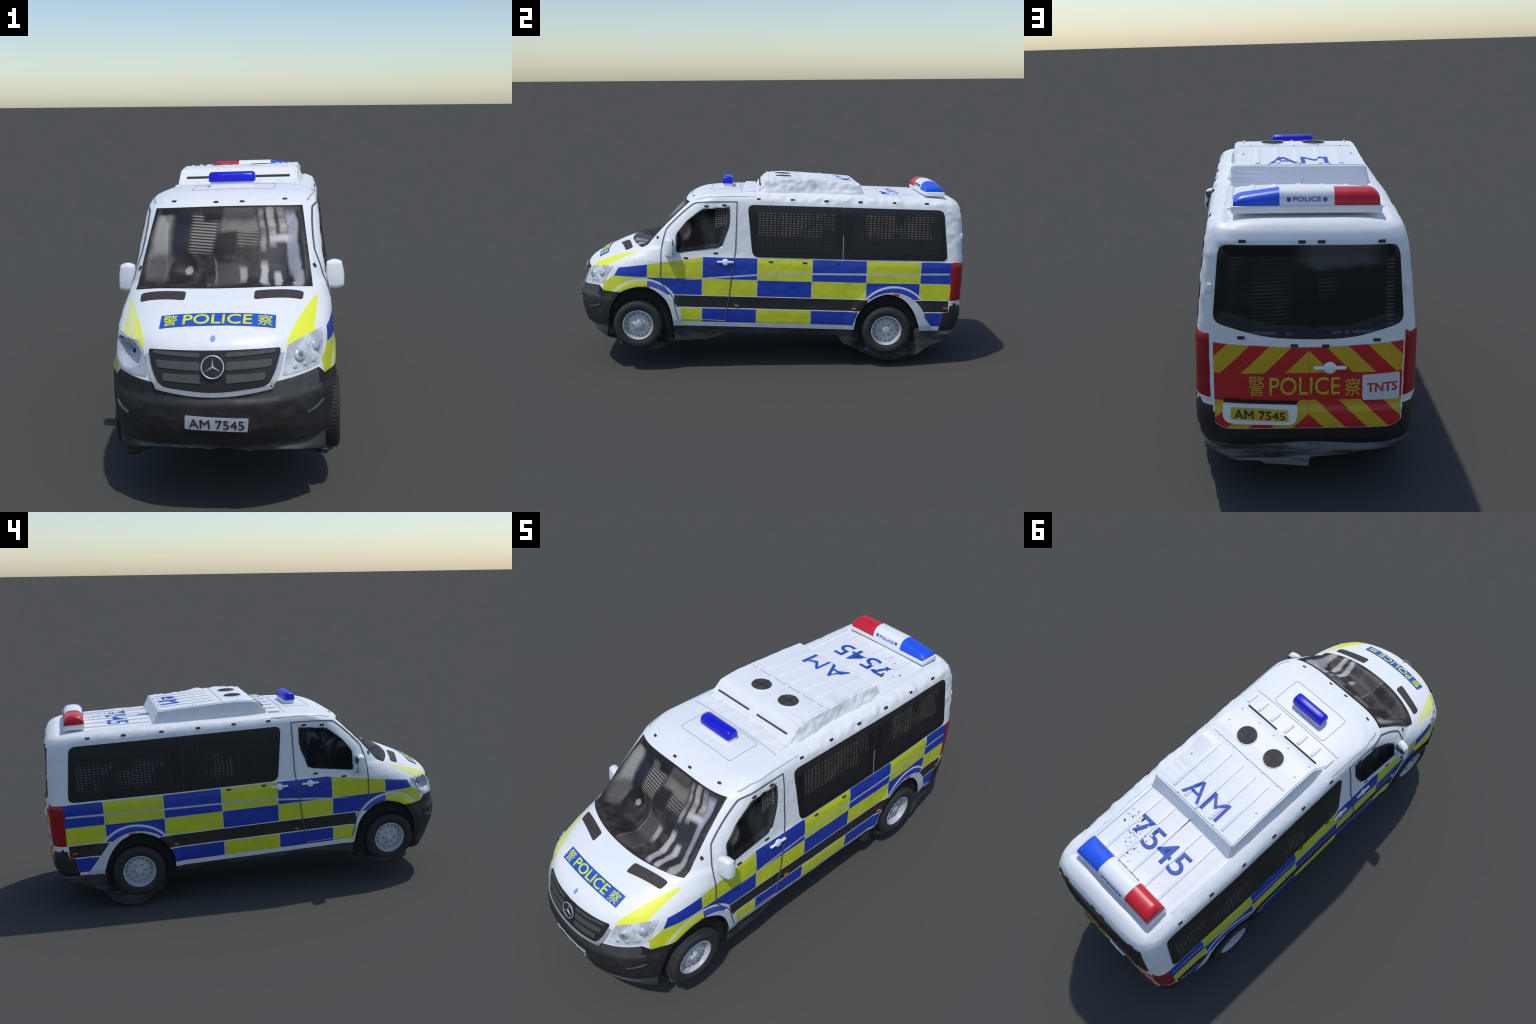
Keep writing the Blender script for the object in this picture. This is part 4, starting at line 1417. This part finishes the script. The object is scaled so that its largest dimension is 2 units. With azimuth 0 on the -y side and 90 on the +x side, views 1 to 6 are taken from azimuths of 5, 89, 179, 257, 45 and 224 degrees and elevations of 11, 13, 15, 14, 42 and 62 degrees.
def roof_bar(name, x0, y0, x1, y1, width, height, surf, mat):
    a, b = Vector((x0, y0, surf(x0, y0))), Vector((x1, y1, surf(x1, y1)))
    d = b - a
    me = box_mesh(name, (width, d.length, height * 2), min(width, height) * 0.45, 2)
    ob = add_object(name, me, mat, None, 40)
    ob.matrix_local = Matrix.Translation((a + b) / 2) @ d.to_track_quat('Y', 'Z').to_matrix().to_4x4()
    return ob

hz = lambda x, y: hump_top(y)
for x in (-0.140, -0.072, 0.0, 0.070, 0.138):
    roof_bar("air_unit_rib", x, 0.190, x, 0.445, 0.016, 0.0045, hz, ROOF_PAINT)
surface_ribbon("air_unit_seam", [(-0.200, 0.160), (0.200, 0.160)], 0.0035, on_hump, FINE_SEAM, off=0.0008, kind="stuff")
for x0, x1 in ((-0.196, -0.016), (0.030, 0.196)):
    y = -0.031
    me = box_mesh("air_slot", (x1 - x0, 0.006, 0.010), 0.001)
    ob = add_object("air_slot", me, plain("slot_dark", (0.045, 0.038, 0.035), 0.8))
    ob.matrix_local = Matrix.Translation(((x0 + x1) / 2, -0.0315, 0.8235)) @ Matrix.Rotation(math.radians(48), 4, 'X')
bolt_bm = bmesh.new()
bmesh.ops.create_uvsphere(bolt_bm, u_segments=10, v_segments=6, radius=0.005)
bolt_me = bm_mesh("air_unit_bolt", bolt_bm)
for x, y in [(-0.195, 0.008), (-0.077, 0.008), (0.007, 0.008), (0.09, 0.008), (0.19, 0.008), (-0.165, 0.160), (-0.08, 0.160), (0.004, 0.160),
             (0.085, 0.160), (0.165, 0.160), (0.188, 0.085), (-0.188, 0.085), (0.188, 0.3), (-0.188, 0.3), (-0.1, 0.452), (0.1, 0.452), (0.0, 0.452)]:
    ob = add_object("air_unit_bolt", bolt_me, ROOF_PAINT, None, 179)
    ob.matrix_local = Matrix.Translation((x, y, hump_top(y) + 0.0005))
for x in (-0.070, 0.082):
    z = hump_top(0.087)
    base = add_object("fan_grille", lathe_mesh("fan_grille", [(0.0001, 0.002), (0.040, 0.002), (0.042, 0.0)], 40), VENT, None, 40)
    base.matrix_local = Matrix.Translation((x, 0.087, z)) @ Matrix.Rotation(-math.pi / 2, 4, 'Y')
    rings = bmesh.new()
    for r in (0.010, 0.017, 0.024, 0.031, 0.038):
        rings.from_mesh(ring_mesh("r", r, 0.0012, 36, 6))
    me = bm_mesh("fan_grille_ring", rings)
    ob = add_object("fan_grille_ring", me, plain("fan_ring_dark", (0.09, 0.088, 0.09), 0.6), None, 179, kind="stuff")
    ob.matrix_local = Matrix.Translation((x, 0.087, z + 0.0025))
    for ang in (0, math.pi / 2):
        ob = add_object("fan_grille_bar", box_mesh("fan_grille_bar", (0.080, 0.003, 0.003)), CLIP)
        ob.matrix_local = Matrix.Translation((x, 0.087, z + 0.003)) @ Matrix.Rotation(ang, 4, 'Z')
    ob = add_object("fan_collar", ring_mesh("fan_collar", 0.044, 0.0028, 40, 6), ROOF_PAINT, None, 179)
    ob.matrix_local = Matrix.Translation((x, 0.087, z + 0.0003))

rz = lambda x, y: roof_z(x, y) - deck_dip(x, y)
for x in (-0.230, -0.150, -0.074, 0.005, 0.084, 0.156, 0.224):
    roof_bar("roof_rib", x, 0.500, x, 0.800, 0.015, 0.0045, rz, ROOF_PAINT)
for x in (-0.222, -0.150, -0.073, 0.004, 0.084, 0.157, 0.222):
    roof_bar("roof_rib", x, -0.108, x, -0.052, 0.017, 0.0065, rz, ROOF_PAINT)
surface_ribbon("roof_joint", [(-0.235, -0.125), (0.235, -0.125)], 0.003, on_roof, FINE_SEAM, off=0.001, kind="stuff")
panel = rounded_polygon([(-0.140, -0.280), (0.147, -0.280), (0.148, -0.136), (-0.140, -0.136)], 0.014)
surface_ribbon("roof_panel_seam", panel + [panel[0]], 0.0028, on_hood, FINE_SEAM, off=0.001, kind="stuff")

def over_ribs(surf, centres, half, height):
    """roof surface with its ribs, so that painted numerals drape over them"""
    def place(x, y):
        p, n = surf(x, y)
        k = max(1 - sstep(half * 0.7, half * 1.1, abs(x - c)) for c in centres)
        return p + n * height * k, n
    return place
lettering("roof_lettering", "AM", over_ribs(on_hump, (-0.140, -0.072, 0.0, 0.070, 0.138), 0.0085, 0.0045), 0.100, -0.100, 0.440, 0.350, LETTER_BLUE,
          off=0.0012, depth=0.002, bold=0.0, step=0.004)
lettering("roof_lettering", "7545", over_ribs(on_roof, (-0.150, -0.074, 0.005, 0.084, 0.156), 0.0080, 0.0045), 0.150, -0.138, 0.698, 0.597, LETTER_BLUE,
          off=0.0014, depth=0.002, bold=0.008, step=0.004)

# front beacon
base = add_object("beacon_base", box_mesh("beacon_base", (0.158, 0.052, 0.028), 0.006, 3, (0.96, 0.86)), WHITE_PLAIN, None, 40)
base.matrix_local = Matrix.Translation((-0.005, -0.199, 0.806))
def beacon_mesh(name, length, depth, height, seg=14):
    verts, faces = [], []
    xs = [-0.5, -0.485, -0.44, -0.2, 0.0, 0.2, 0.44, 0.485, 0.5]
    for xi in xs:
        k = 0.72 if abs(xi) == 0.5 else (0.9 if abs(xi) == 0.485 else 1.0)
        for j in range(seg + 1):
            a = math.pi * j / seg
            cx, sx = math.cos(a), math.sin(a)
            verts.append((xi * length, depth / 2 * k * math.copysign(abs(cx) ** 0.65, cx), height * k * abs(sx) ** 0.6))
    n = seg + 1
    for i in range(len(xs) - 1):
        for j in range(seg):
            faces.append((i * n + j, i * n + j + 1, (i + 1) * n + j + 1, (i + 1) * n + j))
        faces.append((i * n + seg, i * n, (i + 1) * n, (i + 1) * n + seg))
    faces.append(tuple(range(n)))
    faces.append(tuple(range(len(verts) - 1, len(verts) - 1 - n, -1)))
    me = mesh_of(name, verts, faces)
    bm = bmesh.new(); bm.from_mesh(me)
    bmesh.ops.recalc_face_normals(bm, faces=bm.faces[:])
    bm.to_mesh(me); bm.free()
    return me
ob = add_object("beacon_lens", beacon_mesh("beacon_lens", 0.165, 0.054, 0.034), BLUE_LENS, None, 50)
ob.matrix_local = Matrix.Translation((-0.005, -0.200, 0.8165))

# rear light bar: blue, white centre, red
bar_base = add_object("light_bar_base", box_mesh("light_bar_base", (0.425, 0.098, 0.022), 0.005, 3), WHITE_PLAIN, None, 40)
bar_base.matrix_local = Matrix.Translation((0.002, 0.851, 0.806))
def bar_segment(name, x0, x1, mat, z0, z1, lo_end=None):
    verts, faces = [], []
    seg, nx = 14, 12
    for i in range(nx + 1):
        t = i / nx
        x = x0 + (x1 - x0) * t
        e = 1.0
        if lo_end == 'hi' and t > 0.8:
            e = 1 - ((t - 0.8) / 0.2) ** 2 * 0.35
        if lo_end == 'lo' and t < 0.2:
            e = 1 - ((0.2 - t) / 0.2) ** 2 * 0.35
        h = (z0 + (z1 - z0) * t) * e
        for j in range(seg + 1):
            a = math.pi * j / seg
            c, s = math.cos(a), math.sin(a)
            verts.append((x, 0.849 + 0.046 * math.copysign(abs(c) ** 0.75, c), 0.815 + h * abs(s) ** 0.8))
    n = seg + 1
    for i in range(nx):
        for j in range(seg):
            faces.append((i * n + j, i * n + j + 1, (i + 1) * n + j + 1, (i + 1) * n + j))
    faces.append(tuple(range(n)))
    faces.append(tuple(range(len(verts) - 1, len(verts) - 1 - n, -1)))
    me = mesh_of(name, verts, faces)
    bm = bmesh.new(); bm.from_mesh(me)
    bmesh.ops.recalc_face_normals(bm, faces=bm.faces[:])
    bm.to_mesh(me); bm.free()
    return add_object(name, me, mat, None, 50)
bar_segment("light_bar_blue_lens", 0.078, 0.208, BLUE_LENS_BRIGHT, 0.044, 0.026, 'hi')
bar_segment("light_bar_white_cover", -0.076, 0.078, WHITE_PLAIN, 0.047, 0.046)
bar_segment("light_bar_red_lens", -0.204, -0.076, RED_LENS, 0.044, 0.044, 'lo')
def on_bar(sy):
    def place(x, z):
        y = 0.849 + sy * 0.046 * (max(0.0, 1 - ((z - 0.815) / 0.047) ** 2.3)) ** 0.4
        return Vector((x, y, z)), Vector((0, sy * 0.94, 0.34))
    return place
lettering("light_bar_lettering", "POLICE", on_bar(1), 0.040, -0.038, 0.828, 0.841, LETTER_BLUE, off=0.002, bold=0.0)
lettering("light_bar_lettering", "POLICE", on_bar(-1), -0.040, 0.040, 0.826, 0.838, LETTER_BLUE, off=0.002, bold=0.0)
for sy, x0, x1 in ((1, 0.058, 0.046), (1, -0.044, -0.056), (-1, -0.060, -0.046), (-1, 0.046, 0.060)):
    lettering("light_bar_lettering", "\u8b66" if (x0 > 0) == (sy > 0) else "\u5bdf", on_bar(sy), x0, x1, 0.827, 0.840, LETTER_BLUE, off=0.002, bold=0.01)

# ------------------------------------------------------------------ underside and the crust left under the wheels
def under_half(y):
    w = side_x(y, 0.13) - 0.006 - 0.020 * (1 - sstep(-0.90, -0.76, y))
    near = max(1 - sstep(0.125, 0.16, abs(y + 0.624)), 1 - sstep(0.125, 0.16, abs(y - 0.624)))
    return min(w, 0.318 - 0.035 * near)

def under_mesh():
    """lumpy apron under the sills: bottom edge follows the ragged lower outline"""
    left = [(-0.93, 0.108), (-0.90, 0.098), (-0.858, 0.080), (-0.80, 0.056), (-0.75, 0.030), (-0.734, 0.02), (-0.67, -0.007), (-0.61, -0.013),
            (-0.53, 0.0), (-0.48, 0.033), (-0.37, 0.045), (-0.29, 0.05), (-0.145, 0.095), (0.04, 0.088), (0.38, 0.092), (0.41, 0.045),
            (0.45, 0.035), (0.51, -0.015), (0.59, -0.030), (0.716, -0.040), (0.80, 0.006), (0.83, 0.025), (0.927, 0.08), (0.985, 0.075)]
    right = [(-0.93, 0.110), (-0.90, 0.100), (-0.858, 0.082), (-0.76, 0.040), (-0.733, 0.035), (-0.688, 0.000), (-0.604, -0.017), (-0.534, 0.012), (-0.473, 0.05),
             (-0.393, 0.085), (-0.254, 0.105), (0.3, 0.105), (0.47, 0.085), (0.494, 0.029), (0.514, -0.003), (0.618, -0.045), (0.69, -0.050), (0.77, 0.025),
             (0.856, 0.070), (0.939, 0.095), (0.985, 0.10)]
    tail_lip = [(-1.0, 0.108), (-0.75, 0.094), (-0.5, 0.086), (0.0, 0.072), (0.36, 0.060), (0.47, 0.046), (0.56, 0.064), (0.68, 0.070), (0.85, 0.064), (1.0, 0.105)]
    ys = [-0.925 + 1.925 * i / 120 for i in range(121)]
    verts, faces = [], []
    cols = 25
    for y in ys:
        w = under_half(y)
        zl, zr = lerp_table(left, y), lerp_table(right, y)
        for j in range(cols):
            t = j / (cols - 1) * 2 - 1
            edge = sstep(0.35, 0.95, abs(t))
            zc = lerp_table([(-0.93, 0.108), (-0.88, 0.088), (-0.82, 0.078), (0.9, 0.085), (1.0, 0.088)], y)
            zb = zc + ((zl if t > 0 else zr) - zc) * edge
            zb += (lerp_table(tail_lip, t) - zb) * sstep(0.90, 0.985, y)
            nz = noise.noise(Vector((t * 3, y * 9, 1.3))) * 0.010
            verts.append((w * t, y, zb + nz))
    nb = len(verts)
    for y in ys:
        w = under_half(y)
        verts += [(-w, y, 0.135), (w, y, 0.135)]
    for i in range(len(ys) - 1):
        for j in range(cols - 1):
            a = i * cols + j
            faces.append((a, a + 1, a + cols + 1, a + cols))
        faces.append((i * cols, (i + 1) * cols, nb + 2 * (i + 1), nb + 2 * i))
        faces.append((i * cols + cols - 1, nb + 2 * i + 1, nb + 2 * (i + 1) + 1, (i + 1) * cols + cols - 1))
    faces.append(tuple(range(cols)) + (nb + 1, nb))
    e = (len(ys) - 1) * cols
    faces.append(tuple(range(e + cols - 1, e - 1, -1)) + (nb + 2 * (len(ys) - 1), nb + 2 * (len(ys) - 1) + 1))
    me = mesh_of("underbody", verts, faces)
    bm = bmesh.new(); bm.from_mesh(me)
    bmesh.ops.recalc_face_normals(bm, faces=bm.faces[:])
    bm.to_mesh(me); bm.free()
    return me
add_object("underbody", under_mesh(), GRUBBY, None, 50)

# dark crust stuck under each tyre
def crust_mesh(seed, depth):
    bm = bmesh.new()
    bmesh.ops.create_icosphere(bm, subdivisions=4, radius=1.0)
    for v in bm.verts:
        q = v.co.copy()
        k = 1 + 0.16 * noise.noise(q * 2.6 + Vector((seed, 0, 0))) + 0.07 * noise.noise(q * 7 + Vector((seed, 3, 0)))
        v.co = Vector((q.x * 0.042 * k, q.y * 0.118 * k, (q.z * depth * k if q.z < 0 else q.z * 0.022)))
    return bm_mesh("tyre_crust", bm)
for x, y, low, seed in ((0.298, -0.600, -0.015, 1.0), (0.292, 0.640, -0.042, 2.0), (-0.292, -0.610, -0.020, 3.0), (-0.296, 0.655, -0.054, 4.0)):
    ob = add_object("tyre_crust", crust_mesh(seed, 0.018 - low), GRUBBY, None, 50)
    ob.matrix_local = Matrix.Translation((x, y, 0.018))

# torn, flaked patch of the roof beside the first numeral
rnd = random.Random(11)
flakes, chips = bmesh.new(), bmesh.new()
for i in range(80):
    t = rnd.random()
    x = 0.165 - 0.10 * t + rnd.gauss(0, 0.020)
    y = 0.605 + 0.17 * (0.25 + 0.75 * t) * rnd.random() ** 0.7
    dark = i % 4 == 0
    tgt = flakes if dark else chips
    r = rnd.uniform(0.002, 0.006) if dark else rnd.uniform(0.002, 0.007)
    res = bmesh.ops.create_icosphere(tgt, subdivisions=2, radius=r)
    z0 = roof_z(x, y) - deck_dip(x, y)
    a = rnd.uniform(0, 3.1)
    for v in res["verts"]:
        q = v.co * (1 + 0.9 * noise.noise(v.co * 420 + Vector((i * 3.7, 0, 0))))
        q = Vector((q.x * 1.25, q.y * 0.85, q.z * (0.25 if dark else 0.4)))
        v.co = Matrix.Rotation(a, 3, 'Z') @ q + Vector((x, y, z0 + 0.0012))
add_object("roof_flake", bm_mesh("roof_flake", chips), ROOF_PAINT, None, 60, kind="stuff")
add_object("roof_chip", bm_mesh("roof_chip", flakes), LETTER_BLACK, None, 60, kind="stuff")

# dark liner closing most of the gap between arch edge and tyre
for pts, hub_y, sh in ((ARCH_F_PTS, -0.624, 0.010), (ARCH_R_PTS, 0.624, -0.008)):
    for s in (1, -1):
        outer = [(y + (sh if s < 0 else 0.0), z) for y, z in catmull(pts, 6)]
        verts, faces = [], []
        for y, z in outer:
            d = Vector((y - hub_y, z - 0.122))
            d.normalize()
            x = min(side_x(y, max(z, 0.125)), 0.336) - 0.013
            verts.append((s * x, y, z))
            verts.append((s * (x - 0.003), hub_y + d.x * 0.112, 0.122 + d.y * 0.112))
        for i in range(len(outer) - 1):
            faces.append((2 * i, 2 * i + 1, 2 * i + 3, 2 * i + 2))
        liner = mesh_of("arch_liner", verts, faces)
        bm = bmesh.new(); bm.from_mesh(liner)
        bmesh.ops.recalc_face_normals(bm, faces=bm.faces[:])
        bm.to_mesh(liner); bm.free()
        ob = add_object("arch_liner", liner, WELL, None, 60)
        md = ob.modifiers.new("thick", 'SOLIDIFY')
        md.thickness = 0.004
